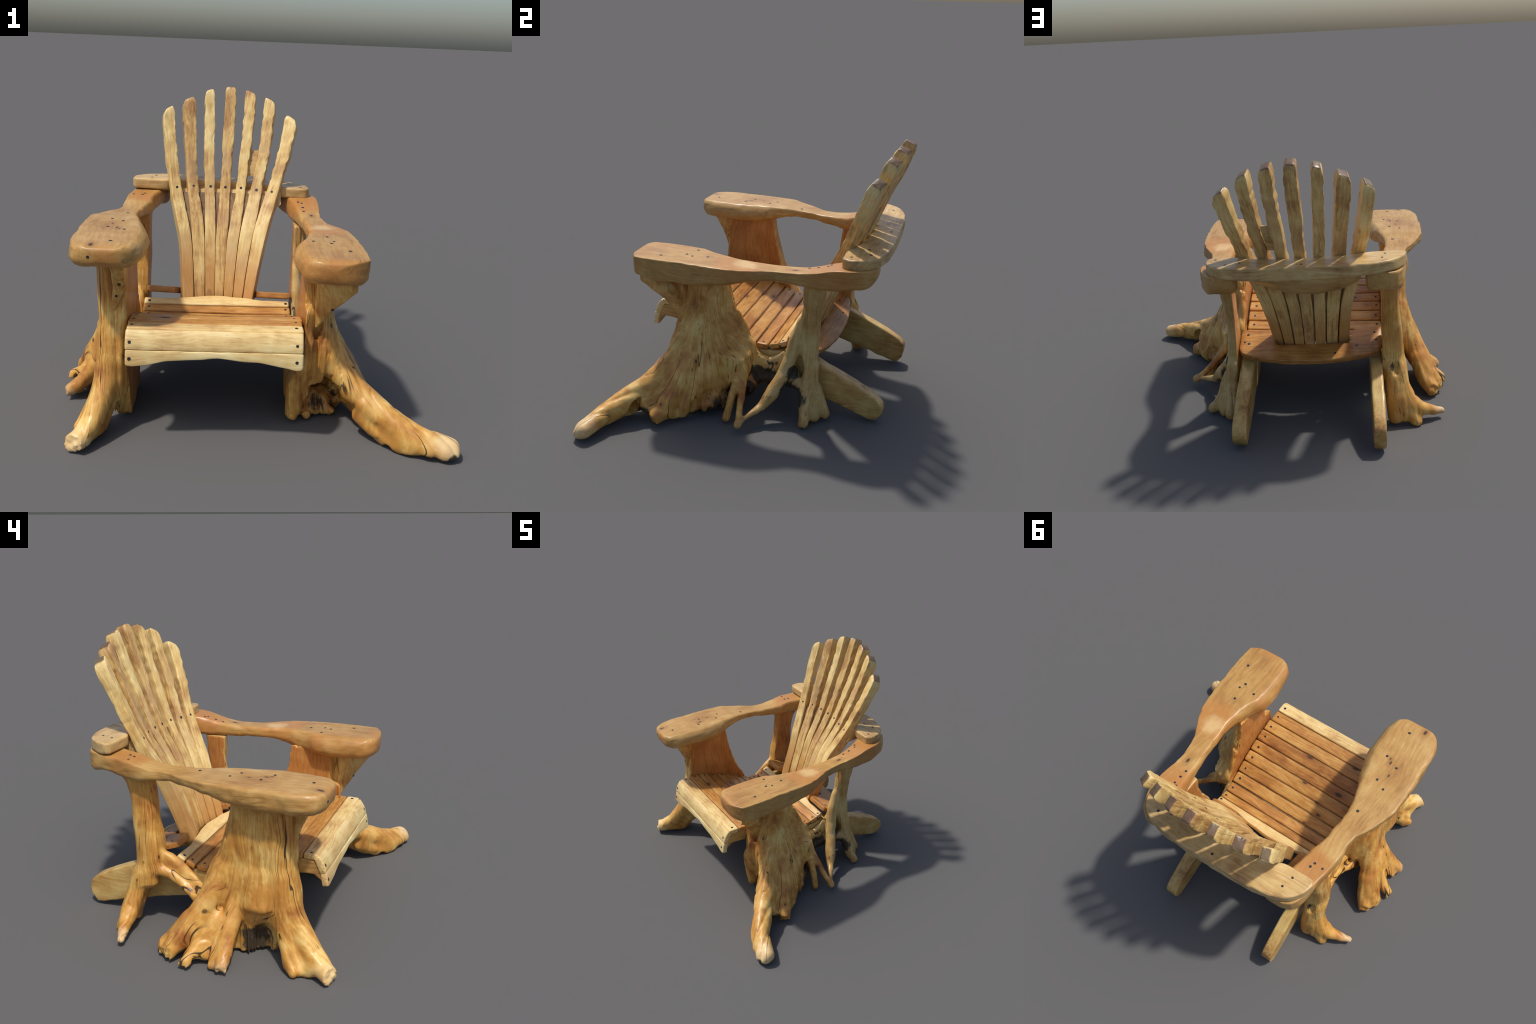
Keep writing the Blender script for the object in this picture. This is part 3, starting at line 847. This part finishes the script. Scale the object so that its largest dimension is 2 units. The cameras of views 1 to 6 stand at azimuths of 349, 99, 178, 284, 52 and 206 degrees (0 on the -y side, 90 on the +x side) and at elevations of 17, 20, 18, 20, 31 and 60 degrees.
screw(wr, (0.47, -0.54, 0.70), (0.2, -1, 0))

# ------------------------------------------------------------------ root stumps (implicit surfaces, meshed by surface nets)
def smin(a, b, k):
    h = np.clip(0.5 + 0.5 * (b - a) / k, 0, 1)
    return b * (1 - h) + a * h - k * h * (1 - h)


class Field:
    def __init__(self, lo, hi, h):
        self.lo, self.h = np.array(lo), h
        ax = [np.arange(lo[i], hi[i] + h, h, dtype=np.float32) for i in range(3)]
        self.X, self.Y, self.Z = np.meshgrid(*ax, indexing="ij")
        self.ax = ax
        self.D = np.full(self.X.shape, 9.0, np.float32)

    def path(self, pts, k=0.05, squash=None):
        """union with a tapered tube along rows (x, y, z, r); squash: (direction, factor) flattens it"""
        pts = np.array(pts, np.float32)
        d = np.full(self.X.shape, 9.0, np.float32)
        lo = pts[:, :3].min(0) - pts[:, 3].max() - 0.16; hi = pts[:, :3].max(0) + pts[:, 3].max() + 0.16
        sl = tuple(slice(max(0, int((lo[i] - self.lo[i]) / self.h)), max(1, int((hi[i] - self.lo[i]) / self.h) + 2)) for i in range(3))
        X, Y, Z = self.X[sl], self.Y[sl], self.Z[sl]
        dd = np.full(X.shape, 9.0, np.float32)
        for a, b in zip(pts[:-1], pts[1:]):
            ab = b[:3] - a[:3]
            t = np.clip(((X - a[0]) * ab[0] + (Y - a[1]) * ab[1] + (Z - a[2]) * ab[2]) / (ab @ ab), 0, 1)
            px, py, pz = X - a[0] - t * ab[0], Y - a[1] - t * ab[1], Z - a[2] - t * ab[2]
            if squash is not None:
                s = np.array(squash[0]) / np.linalg.norm(squash[0])
                c = px * s[0] + py * s[1] + pz * s[2]
                g = squash[1] - 1
                px, py, pz = px + c * g * s[0], py + c * g * s[1], pz + c * g * s[2]
            dd = np.minimum(dd, np.sqrt(px * px + py * py + pz * pz) - (a[3] + t * (b[3] - a[3])))
        self.D[sl] = smin(self.D[sl], dd, k)

    def stack(self, rows, k=0.05, p=3.0):
        """union with a stack of rounded sections: z, x0, x1, y0, y1"""
        z = self.ax[2]
        q = interp(z, rows)
        x0, x1, y0, y1 = (q[:, i].astype(np.float32)[None, None] for i in range(4))
        cx, cy, hx, hy = (x0 + x1) / 2, (y0 + y1) / 2, (x1 - x0) / 2, (y1 - y0) / 2
        u, v = np.abs(self.X - cx) / hx, np.abs(self.Y - cy) / hy
        d = ((u ** p + v ** p) ** (1 / p) - 1) * np.minimum(hx, hy)
        d = np.maximum(d, np.maximum(rows[0][0] - self.Z, self.Z - rows[-1][0]))
        self.D = smin(self.D, d.astype(np.float32), k)

    def carve(self, c, r, k=0.03):
        """smooth subtraction of an ellipsoid"""
        s = np.sqrt(((self.X - c[0]) / r[0]) ** 2 + ((self.Y - c[1]) / r[1]) ** 2 + ((self.Z - c[2]) / r[2]) ** 2)
        d = (s - 1) * min(r)
        self.D = -smin(-self.D, d.astype(np.float32), k)

    def cut(self, c, d, reach=0.11, amp=0.016, seed=0.0):
        """break a root off: a ragged cut through c across direction d, felt only near c"""
        d = np.array(d, float) / np.linalg.norm(d)
        X, Y, Z = self.X - c[0], self.Y - c[1], self.Z - c[2]
        e = X * d[0] + Y * d[1] + Z * d[2] + amp * vnoise(self.X * 38 + seed, self.Y * 38, self.Z * 38) + amp * 0.6 * vnoise(self.X * 90 + seed, self.Y * 90, self.Z * 90)
        near = (X * X + Y * Y + Z * Z) < reach * reach
        self.D = np.where(near, np.maximum(self.D, e), self.D).astype(np.float32)

    def below(self, e):
        self.D = np.maximum(self.D, e.astype(np.float32))

    def mesh(self):
        F, h, lo = self.D, self.h, self.lo
        S = F < 0
        n = np.array(F.shape) - 1
        acc = np.zeros((*n, 3), np.float32); cnt = np.zeros(n, np.float32)
        edges = []
        for a in range(3):
            s0 = [slice(None)] * 3; s1 = [slice(None)] * 3
            s0[a] = slice(0, -1); s1[a] = slice(1, None)
            f0, f1 = F[tuple(s0)], F[tuple(s1)]
            cr = S[tuple(s0)] != S[tuple(s1)]
            idx = np.argwhere(cr)
            t = f0[cr] / (f0[cr] - f1[cr])
            pos = idx.astype(np.float32); pos[:, a] += t
            o1, o2 = [(1, 2), (2, 0), (0, 1)][a]
            for d1 in (0, 1):
                for d2 in (0, 1):
                    c = idx.copy(); c[:, o1] -= d1; c[:, o2] -= d2
                    ok = ((c >= 0) & (c < n)).all(1)
                    np.add.at(acc, tuple(c[ok].T), pos[ok]); np.add.at(cnt, tuple(c[ok].T), 1)
            edges.append((idx, S[tuple(s0)][cr], o1, o2))
        ids = np.full(n, -1, np.int64)
        m = cnt > 0
        ids[m] = np.arange(m.sum())
        V = acc[m] / cnt[m][:, None] * h + lo
        Q = []
        for idx, inside, o1, o2 in edges:
            ok = (idx[:, o1] > 0) & (idx[:, o2] > 0) & (idx[:, o1] < n[o1]) & (idx[:, o2] < n[o2])
            idx, inside = idx[ok], inside[ok]
            def cell(d1, d2):
                c = idx.copy(); c[:, o1] -= d1; c[:, o2] -= d2
                return ids[tuple(c.T)]
            q = np.stack([cell(1, 1), cell(0, 1), cell(0, 0), cell(1, 0)], 1)
            q[~inside] = q[~inside][:, ::-1]
            Q.append(q)
        Q = np.concatenate(Q)
        return V, Q


def largest(V, Q):
    """drop loose crumbs"""
    lab = np.arange(len(V))
    while True:
        m = lab[Q].min(1)
        new = lab.copy()
        for j in range(4): np.minimum.at(new, Q[:, j], m)
        new = new[new]
        if (new == lab).all(): break
        lab = new
    ids, n = np.unique(lab, return_counts=True)
    good = np.isin(lab, ids[n > 900])
    idx = np.cumsum(good) - 1
    return V[good], idx[Q[good[Q[:, 0]]]]


def relax(V, Q, times=2, lam=0.5):
    e = np.concatenate([Q[:, [0, 1]], Q[:, [1, 2]], Q[:, [2, 3]], Q[:, [3, 0]]])
    for _ in range(times):
        s = np.zeros_like(V); c = np.zeros(len(V))
        np.add.at(s, e[:, 0], V[e[:, 1]]); np.add.at(c, e[:, 0], 1)
        np.add.at(s, e[:, 1], V[e[:, 0]]); np.add.at(c, e[:, 1], 1)
        V = V + lam * (s / np.maximum(c, 1)[:, None] - V)
    return V


def grooves(F, cx, cy, sx, amp=0.007, seed=0.0, swell=0.0, crease_by=1.0):
    """ridges that follow the angle about the axis, stronger near the ground"""
    dx, dy = (F.X - cx) * sx, F.Y - cy
    r = np.sqrt(dx * dx + dy * dy) + 0.03
    ca, sa = dx / r, dy / r
    al = (F.Z - 0.9 * r)
    g = vnoise(ca * 5 + seed, sa * 5 + 3.1, al * 2.2 + seed) * 1.0 + vnoise(ca * 11 + seed, sa * 11, al * 3.0) * 0.55
    k = amp * (0.5 + 0.9 * np.clip((0.6 - F.Z) / 0.5, 0, 1))
    crease = np.clip(0.10 - np.abs(vnoise(ca * 4.5 + seed + 9, sa * 4.5, al * 1.3)), 0, 1) * 0.095
    crease = crease + np.clip(0.09 - np.abs(vnoise(ca * 9 + seed + 4, sa * 9, al * 2.0)), 0, 1) * 0.09
    split = vnoise(ca * 19 + seed, sa * 19, al * 3.5 + 2.0) * 0.006 * np.clip((0.22 - F.Z) / 0.2, 0, 1)
    lump = vnoise(F.X * 9, F.Y * 9, F.Z * 7 + seed) * 0.0022
    fine = vnoise(F.X * 26, F.Y * 26, F.Z * 18 + seed) * 0.0011
    F.D = F.D + (g * k + lump + fine + split + crease * crease_by - swell).astype(np.float32)


def ragged_ground(F, seed):
    z = 0.016 + 0.018 * vnoise(F.X * 22 + seed, F.Y * 22, np.zeros_like(F.X)) + 0.008 * vnoise(F.X * 50 + seed, F.Y * 50, np.zeros_like(F.X))
    F.below(z - F.Z)


def split_build(V, Q, regions, sawn):
    """one smooth surface, parted into named objects that share the whole body's normals"""
    me = mesh_from("whole", V, Q)
    nv = np.zeros(len(V) * 3, np.float32)
    me.vertices.foreach_get("normal", nv) if hasattr(me.vertices, "foreach_get") else None
    nv = nv.reshape(-1, 3)
    fn = np.zeros(len(me.polygons) * 3, np.float32); me.polygons.foreach_get("normal", fn); fn = fn.reshape(-1, 3)
    polys = np.array([tuple(p.vertices) for p in me.polygons])
    cen = V[polys].mean(1)
    bpy.data.meshes.remove(me)
    lab = np.zeros(len(polys), int)
    for i, (_, test, _) in enumerate(regions):
        lab[test(cen)] = i
    flat = sawn(cen, fn)
    obs = []
    for i, (name, _, mat) in enumerate(regions):
        sel = lab == i
        if not sel.any(): continue
        P = polys[sel]
        used, inv = np.unique(P, return_inverse=True)
        m2 = mesh_from(name, V[used], inv.reshape(P.shape))
        m2.materials.append(mat); m2.materials.append(SAWN)
        m2.polygons.foreach_set("material_index", flat[sel].astype(np.int32))
        m2.polygons.foreach_set("use_smooth", np.ones(len(m2.polygons), bool))
        m2.normals_split_custom_set_from_vertices([tuple(map(float, q)) for q in nv[used]])
        obs.append(add(name, m2, mat, sharp=None))
    return obs


H = 0.0075
# ---- stump and post on the -x side
F = Field((-1.06, -0.86, -0.02), (-0.50, 0.66, 0.97), H)
F.stack([(0.02, -0.72, -0.530, -0.40, -0.02), (0.15, -0.72, -0.530, -0.46, 0.00), (0.25, -0.735, -0.530, -0.510, 0.02), (0.34, -0.752, -0.53, -0.520, 0.035), (0.42, -0.752, -0.53, -0.522, 0.030), (0.5, -0.750, -0.53, -0.512, 0.000),
         (0.58, -0.742, -0.53, -0.515, -0.040), (0.67, -0.745, -0.53, -0.506, -0.078), (0.80, -0.747, -0.53, -0.502, -0.112), (0.96, -0.746, -0.53, -0.502, -0.135)], p=3.4)
corner = (-0.888 * F.X - 0.46 * F.Y - np.interp(F.Z, [0.34, 0.42, 0.50, 0.60, 0.96], [1.02, 0.945, 0.895, 0.866, 0.862])).astype(np.float32)
F.D = np.where((F.Z > 0.34) & (F.Y < -0.1), -smin(-F.D, -corner, 0.03), F.D).astype(np.float32)
rear = np.interp(F.Z, [0.30, 0.36, 0.42, 0.50, 0.58, 0.67, 0.80, 0.96], [0.10, 0.07, 0.045, 0.008, -0.034, -0.070, -0.108, -0.132])
F.D = -smin(-F.D, -(F.Y - 0.27 * (F.X + 0.575) - rear).astype(np.float32), 0.03)
F.path([(-0.71, -0.33, 0.52, 0.035), (-0.728, -0.33, 0.42, 0.045), (-0.748, -0.33, 0.34, 0.042)], 0.04, ((0, 1, 0), 0.6))
F.path([(-0.660, -0.445, 0.50, 0.060), (-0.664, -0.470, 0.40, 0.062), (-0.680, -0.512, 0.30, 0.061), (-0.705, -0.580, 0.20, 0.062), (-0.737, -0.648, 0.12, 0.060), (-0.775, -0.720, 0.066, 0.056), (-0.845, -0.825, 0.036, 0.048)], 0.05)
F.path([(-0.665, -0.46, 0.30, 0.055), (-0.695, -0.505, 0.15, 0.058), (-0.725, -0.57, 0.06, 0.056), (-0.76, -0.64, 0.03, 0.050)], 0.05)
F.path([(-0.690, -0.19, 0.46, 0.055), (-0.720, -0.185, 0.35, 0.055), (-0.765, -0.185, 0.25, 0.052), (-0.830, -0.190, 0.16, 0.048), (-0.890, -0.198, 0.095, 0.042), (-0.985, -0.206, 0.028, 0.036)], 0.035)
F.path([(-0.78, -0.150, 0.22, 0.045), (-0.850, -0.150, 0.105, 0.040), (-0.920, -0.148, 0.032, 0.034)], 0.025)
F.path([(-0.690, -0.11, 0.50, 0.060), (-0.742, -0.075, 0.38, 0.068), (-0.788, -0.022, 0.27, 0.072), (-0.845, 0.030, 0.18, 0.068), (-0.90, 0.088, 0.095, 0.058), (-0.955, 0.140, 0.035, 0.042)], 0.04)
F.path([(-0.79, -0.05, 0.22, 0.055), (-0.84, -0.035, 0.15, 0.052), (-0.90, -0.025, 0.085, 0.042), (-0.995, 0.008, 0.028, 0.032)], 0.04)
F.path([(-0.81, 0.05, 0.20, 0.055), (-0.862, 0.125, 0.10, 0.055), (-0.905, 0.205, 0.032, 0.040)], 0.04)
F.path([(-0.765, -0.11, 0.22, 0.058), (-0.815, -0.090, 0.13, 0.058), (-0.865, -0.070, 0.055, 0.046)], 0.04)
F.path([(-0.695, -0.46, 0.29, 0.050), (-0.735, -0.50, 0.16, 0.052), (-0.785, -0.548, 0.055, 0.044), (-0.81, -0.57, 0.03, 0.034)], 0.04)
F.path([(-0.62, -0.12, 0.30, 0.05), (-0.63, -0.14, 0.12, 0.048), (-0.64, -0.16, 0.04, 0.04)], 0.04)
F.carve((-0.87, -0.350, 0.06), (0.225, 0.100, 0.232), 0.02)
# post
F.stack([(0.30, -0.690, -0.53, 0.355, 0.475), (0.38, -0.697, -0.53, 0.330, 0.472), (0.46, -0.693, -0.53, 0.315, 0.472), (0.56, -0.685, -0.53, 0.318, 0.480), (0.67, -0.672, -0.52, 0.342, 0.496),
         (0.80, -0.660, -0.52, 0.352, 0.505), (0.90, -0.660, -0.52, 0.362, 0.530), (0.96, -0.668, -0.52, 0.368, 0.580)], 0.03, p=3.0)
F.path([(-0.645, 0.395, 0.36, 0.050), (-0.65, 0.385, 0.30, 0.046)], 0.03)
F.path([(-0.63, 0.36, 0.47, 0.050), (-0.610, 0.28, 0.425, 0.060), (-0.603, 0.20, 0.372, 0.056), (-0.608, 0.13, 0.325, 0.046), (-0.630, 0.07, 0.290, 0.042)], 0.025, ((1, 0, 0), 1.75))
F.path([(-0.645, 0.34, 0.385, 0.036), (-0.637, 0.26, 0.365, 0.032), (-0.636, 0.18, 0.315, 0.029), (-0.650, 0.11, 0.270, 0.026), (-0.675, 0.05, 0.245, 0.030)], 0.025)
F.path([(-0.640, 0.44, 0.34, 0.062), (-0.665, 0.475, 0.23, 0.062), (-0.715, 0.49, 0.135, 0.055), (-0.79, 0.485, 0.085, 0.042), (-0.87, 0.46, 0.06, 0.030), (-0.925, 0.440, 0.045, 0.022)], 0.04)
F.path([(-0.635, 0.46, 0.32, 0.055), (-0.635, 0.50, 0.16, 0.055), (-0.64, 0.525, 0.05, 0.050)], 0.04)
F.path([(-0.66, 0.50, 0.16, 0.05), (-0.72, 0.525, 0.06, 0.042), (-0.77, 0.535, 0.02, 0.028)], 0.04)
grooves(F, -0.67, -0.28, 1.6, 0.0042, 2.0, crease_by=0.45)
F.carve((-0.645, 0.512, 0.37), (0.022, 0.045, 0.055), 0.012)
F.carve((-0.715, 0.27, 0.335), (0.03, 0.018, 0.018), 0.01)
F.below(F.X - (np.where(F.Y > 0.25, -0.560, -0.573) + 0.004 * vnoise(F.X * 5, F.Y * 6, F.Z * 6)))
for c, d in (((-0.815, -0.775, 0.045), (-0.45, -0.85, 0.1)), ((-0.968, -0.207, 0.03), (-1, -0.1, -0.2)), ((-0.995, 0.008, 0.03), (-1, 0, 0)),
             ((-0.955, 0.135, 0.03), (-0.9, 0.4, 0)), ((-0.895, 0.205, 0.03), (-0.6, 0.8, 0)), ((-0.905, -0.055, 0.02), (-0.8, -0.2, -0.5))):
    F.cut(c, d, 0.07, 0.009, c[1] * 50)
ragged_ground(F, 1.0)
V, Q = largest(*F.mesh())
V = relax(V, Q, 1, 0.4)
sawnL = lambda c, n: (n[:, 0] > 0.9) & (c[:, 0] > np.where(c[:, 1] > 0.25, -0.572, -0.585))
split_build(V, Q, [("front_stump", lambda c: c[:, 1] < 9, STL), ("back_post", lambda c: c[:, 1] > 0.095 + 0.02 * np.sin(c[:, 2] * 30) + np.clip((-0.80 - c[:, 0]) * 3.0, 0, 0.25) * (c[:, 1] < 0.33), PTL)], sawnL)

# ---- stump and post on the +x side
F = Field((0.22, -0.90, -0.02), (1.20, 0.66, 0.93), H)
F.stack([(0.08, 0.28, 0.44, -0.40, 0.00), (0.22, 0.28, 0.49, -0.42, 0.03), (0.32, 0.28, 0.52, -0.44, 0.045), (0.40, 0.28, 0.528, -0.445, 0.042), (0.50, 0.28, 0.510, -0.425, 0.012), (0.63, 0.28, 0.490, -0.402, -0.050),
         (0.76, 0.28, 0.475, -0.396, -0.102), (0.90, 0.28, 0.480, -0.398, -0.128)], p=3.0)
F.path([(0.430, -0.330, 0.60, 0.065), (0.473, -0.365, 0.48, 0.066), (0.535, -0.405, 0.345, 0.066), (0.613, -0.473, 0.245, 0.067), (0.715, -0.557, 0.167, 0.070), (0.82, -0.642, 0.114, 0.068), (0.92, -0.700, 0.088, 0.060), (1.00, -0.722, 0.078, 0.052), (1.082, -0.743, 0.060, 0.043)], 0.04)
F.path([(0.66, -0.53, 0.12, 0.050), (0.72, -0.59, 0.07, 0.050), (0.80, -0.66, 0.04, 0.050), (0.88, -0.715, 0.03, 0.040)], 0.03)
F.path([(0.86, -0.685, 0.070, 0.055), (0.97, -0.745, 0.052, 0.046), (1.045, -0.772, 0.045, 0.042), (1.085, -0.778, 0.040, 0.030)], 0.03)
F.path([(0.355, -0.43, 0.64, 0.035), (0.352, -0.445, 0.48, 0.042), (0.335, -0.450, 0.34, 0.038), (0.308, -0.440, 0.24, 0.034)], 0.03)
F.path([(0.455, -0.27, 0.54, 0.060), (0.525, -0.285, 0.36, 0.080), (0.62, -0.34, 0.20, 0.076), (0.715, -0.395, 0.095, 0.060), (0.80, -0.44, 0.040, 0.042)], 0.04)
F.path([(0.55, -0.22, 0.24, 0.06), (0.635, -0.325, 0.135, 0.062), (0.70, -0.375, 0.06, 0.052)], 0.04)
F.path([(0.56, -0.40, 0.26, 0.06), (0.66, -0.46, 0.16, 0.058), (0.76, -0.515, 0.10, 0.036)], 0.04)
F.path([(0.455, -0.17, 0.45, 0.06), (0.525, -0.205, 0.28, 0.076), (0.60, -0.26, 0.15, 0.066), (0.68, -0.315, 0.06, 0.052)], 0.04)
F.path([(0.43, -0.08, 0.40, 0.055), (0.475, -0.095, 0.25, 0.055), (0.53, -0.14, 0.11, 0.045)], 0.04)
# slab that hangs down on the inner side
F.path([(0.340, -0.41, 0.42, 0.045), (0.312, -0.425, 0.28, 0.040), (0.295, -0.43, 0.16, 0.036), (0.298, -0.425, 0.05, 0.030)], 0.03)
F.path([(0.320, -0.20, 0.30, 0.050), (0.305, -0.20, 0.15, 0.042), (0.310, -0.22, 0.06, 0.036)], 0.03)
F.path([(0.310, -0.40, 0.26, 0.036), (0.305, -0.22, 0.20, 0.040), (0.335, -0.03, 0.22, 0.045)], 0.03)
F.carve((0.468, -0.40, 0.05), (0.118, 0.21, 0.21), 0.025)
# log that joins stump and post under the seat
F.path([(0.335, -0.02, 0.36, 0.048), (0.332, 0.07, 0.310, 0.045), (0.328, 0.15, 0.285, 0.045), (0.322, 0.23, 0.335, 0.045), (0.325, 0.32, 0.43, 0.045)], 0.03, ((1, 0, 0), 1.5))
F.path([(0.335, 0.00, 0.22, 0.055), (0.335, 0.13, 0.200, 0.042), (0.345, 0.26, 0.215, 0.050), (0.355, 0.36, 0.20, 0.05)], 0.03)
# post
F.stack([(0.10, 0.345, 0.412, 0.405, 0.490), (0.20, 0.335, 0.406, 0.388, 0.485), (0.32, 0.320, 0.406, 0.372, 0.474), (0.45, 0.30, 0.390, 0.350, 0.464), (0.57, 0.29, 0.383, 0.335, 0.460), (0.70, 0.29, 0.394, 0.346, 0.468),
         (0.80, 0.29, 0.406, 0.352, 0.482), (0.92, 0.29, 0.414, 0.356, 0.505)], 0.03, p=2.8)
F.path([(0.385, 0.41, 0.27, 0.035), (0.428, 0.415, 0.15, 0.034), (0.470, 0.421, 0.075, 0.031), (0.505, 0.428, 0.035, 0.027)], 0.02)
F.path([(0.360, 0.465, 0.20, 0.038), (0.365, 0.505, 0.10, 0.034), (0.372, 0.532, 0.045, 0.028)], 0.025)
F.path([(0.39, 0.45, 0.18, 0.034), (0.425, 0.470, 0.04, 0.028)], 0.02)
F.path([(0.345, 0.29, 0.30, 0.045), (0.38, 0.34, 0.22, 0.04)], 0.03)
F.carve((0.475, 0.325, 0.10), (0.085, 0.050, 0.17), 0.03)
# the outer rear corner of the stump is split off slantwise
chamfer = np.interp(F.Z, [0.38, 0.42, 0.541, 0.65, 0.784, 0.90], [0.42, 0.350, 0.308, 0.280, 0.258, 0.238])
F.D = np.where((F.Y < 0.2) & (F.Z > 0.38), -smin(-F.D, -(0.83 * F.X + 0.56 * F.Y - chamfer).astype(np.float32), 0.03), F.D).astype(np.float32)
grooves(F, 0.44, -0.24, 1.6, 0.007, 5.0, 0.005)
# gnarled dark mass caught between the front root and the inner foot
F.path([(0.34, -0.36, 0.07, 0.040), (0.40, -0.30, 0.10, 0.055), (0.47, -0.27, 0.09, 0.058), (0.54, -0.27, 0.07, 0.050)], 0.015)
F.path([(0.38, -0.38, 0.035, 0.030), (0.45, -0.33, 0.04, 0.035), (0.52, -0.34, 0.035, 0.028)], 0.015)
F.D = F.D + (0.020 * vnoise(F.X * 26 + 3, F.Y * 26, F.Z * 26) * (F.Z < 0.2) * (F.X > 0.34) * (F.X < 0.60) * (F.Y < -0.2) * (F.Y > -0.42)).astype(np.float32)
# charred bark that hangs ragged under the stump
F.path([(0.64, -0.27, 0.085, 0.045), (0.55, -0.14, 0.095, 0.050), (0.46, -0.03, 0.12, 0.050), (0.38, 0.04, 0.16, 0.045)], 0.02)
F.D = F.D + (0.022 * vnoise(F.X * 34, F.Y * 34, F.Z * 20) * (F.Z < 0.16) * (F.X > 0.36) * (F.X < 0.68) * (F.Y > -0.3) * (F.Y < 0.1)).astype(np.float32)
# thin roots that hang free
F.path([(0.375, -0.005, 0.43, 0.045), (0.44, -0.005, 0.32, 0.036), (0.52, -0.010, 0.22, 0.028), (0.58, -0.02, 0.13, 0.026), (0.625, -0.034, 0.03, 0.024)], 0.03)
F.path([(0.37, 0.02, 0.41, 0.040), (0.46, 0.025, 0.29, 0.026), (0.55, 0.040, 0.19, 0.021), (0.635, 0.055, 0.10, 0.020), (0.695, 0.07, 0.055, 0.018)], 0.025)
F.path([(0.345, 0.350, 0.62, 0.035), (0.355, 0.312, 0.50, 0.040), (0.368, 0.290, 0.385, 0.041), (0.405, 0.262, 0.295, 0.040), (0.445, 0.234, 0.222, 0.043), (0.490, 0.203, 0.165, 0.040), (0.54, 0.168, 0.115, 0.029), (0.62, 0.115, 0.085, 0.018), (0.70, 0.072, 0.058, 0.016)], 0.025)
F.D = F.D + (0.005 * vnoise(F.X * 30, F.Y * 30, F.Z * 14) * (F.X > 0.40) * (F.Y > -0.05)).astype(np.float32)
F.below((0.338 + 0.004 * vnoise(F.X * 5, F.Y * 6, F.Z * 6) - np.clip((0.42 - F.Z) * 0.42, 0, 0.078)) * (F.Y < 0.2) + (F.Y >= 0.2) * (0.326 + 0.004 * vnoise(F.X * 5, F.Y * 6, F.Z * 6)) - F.X)
F.below(F.Z - 0.925 + 0.018 * (F.Y > 0.2))
for c, d in (((0.805, -0.44, 0.03), (0.8, -0.5, -0.3)), ((0.785, -0.525, 0.08), (0.8, -0.6, 0))):
    F.cut(c, d, 0.085, 0.011, c[1] * 50)
ragged_ground(F, 4.0)
V, Q = largest(*F.mesh())
V = relax(V, Q, 1, 0.4)
sawnR = lambda c, n: (n[:, 0] < -0.9) & (c[:, 0] < 0.352) & (c[:, 2] > 0.32)
split_build(V, Q, [("front_stump", lambda c: c[:, 1] < 9, STR), ("back_post", lambda c: c[:, 1] > 0.13 - 0.10 * np.clip((c[:, 0] - 0.5) / 0.2, 0, 1) * (c[:, 2] < 0.3) * 0.6 + 0.01 * np.sin(c[:, 2] * 40), PTR)], sawnR)

place_screws()
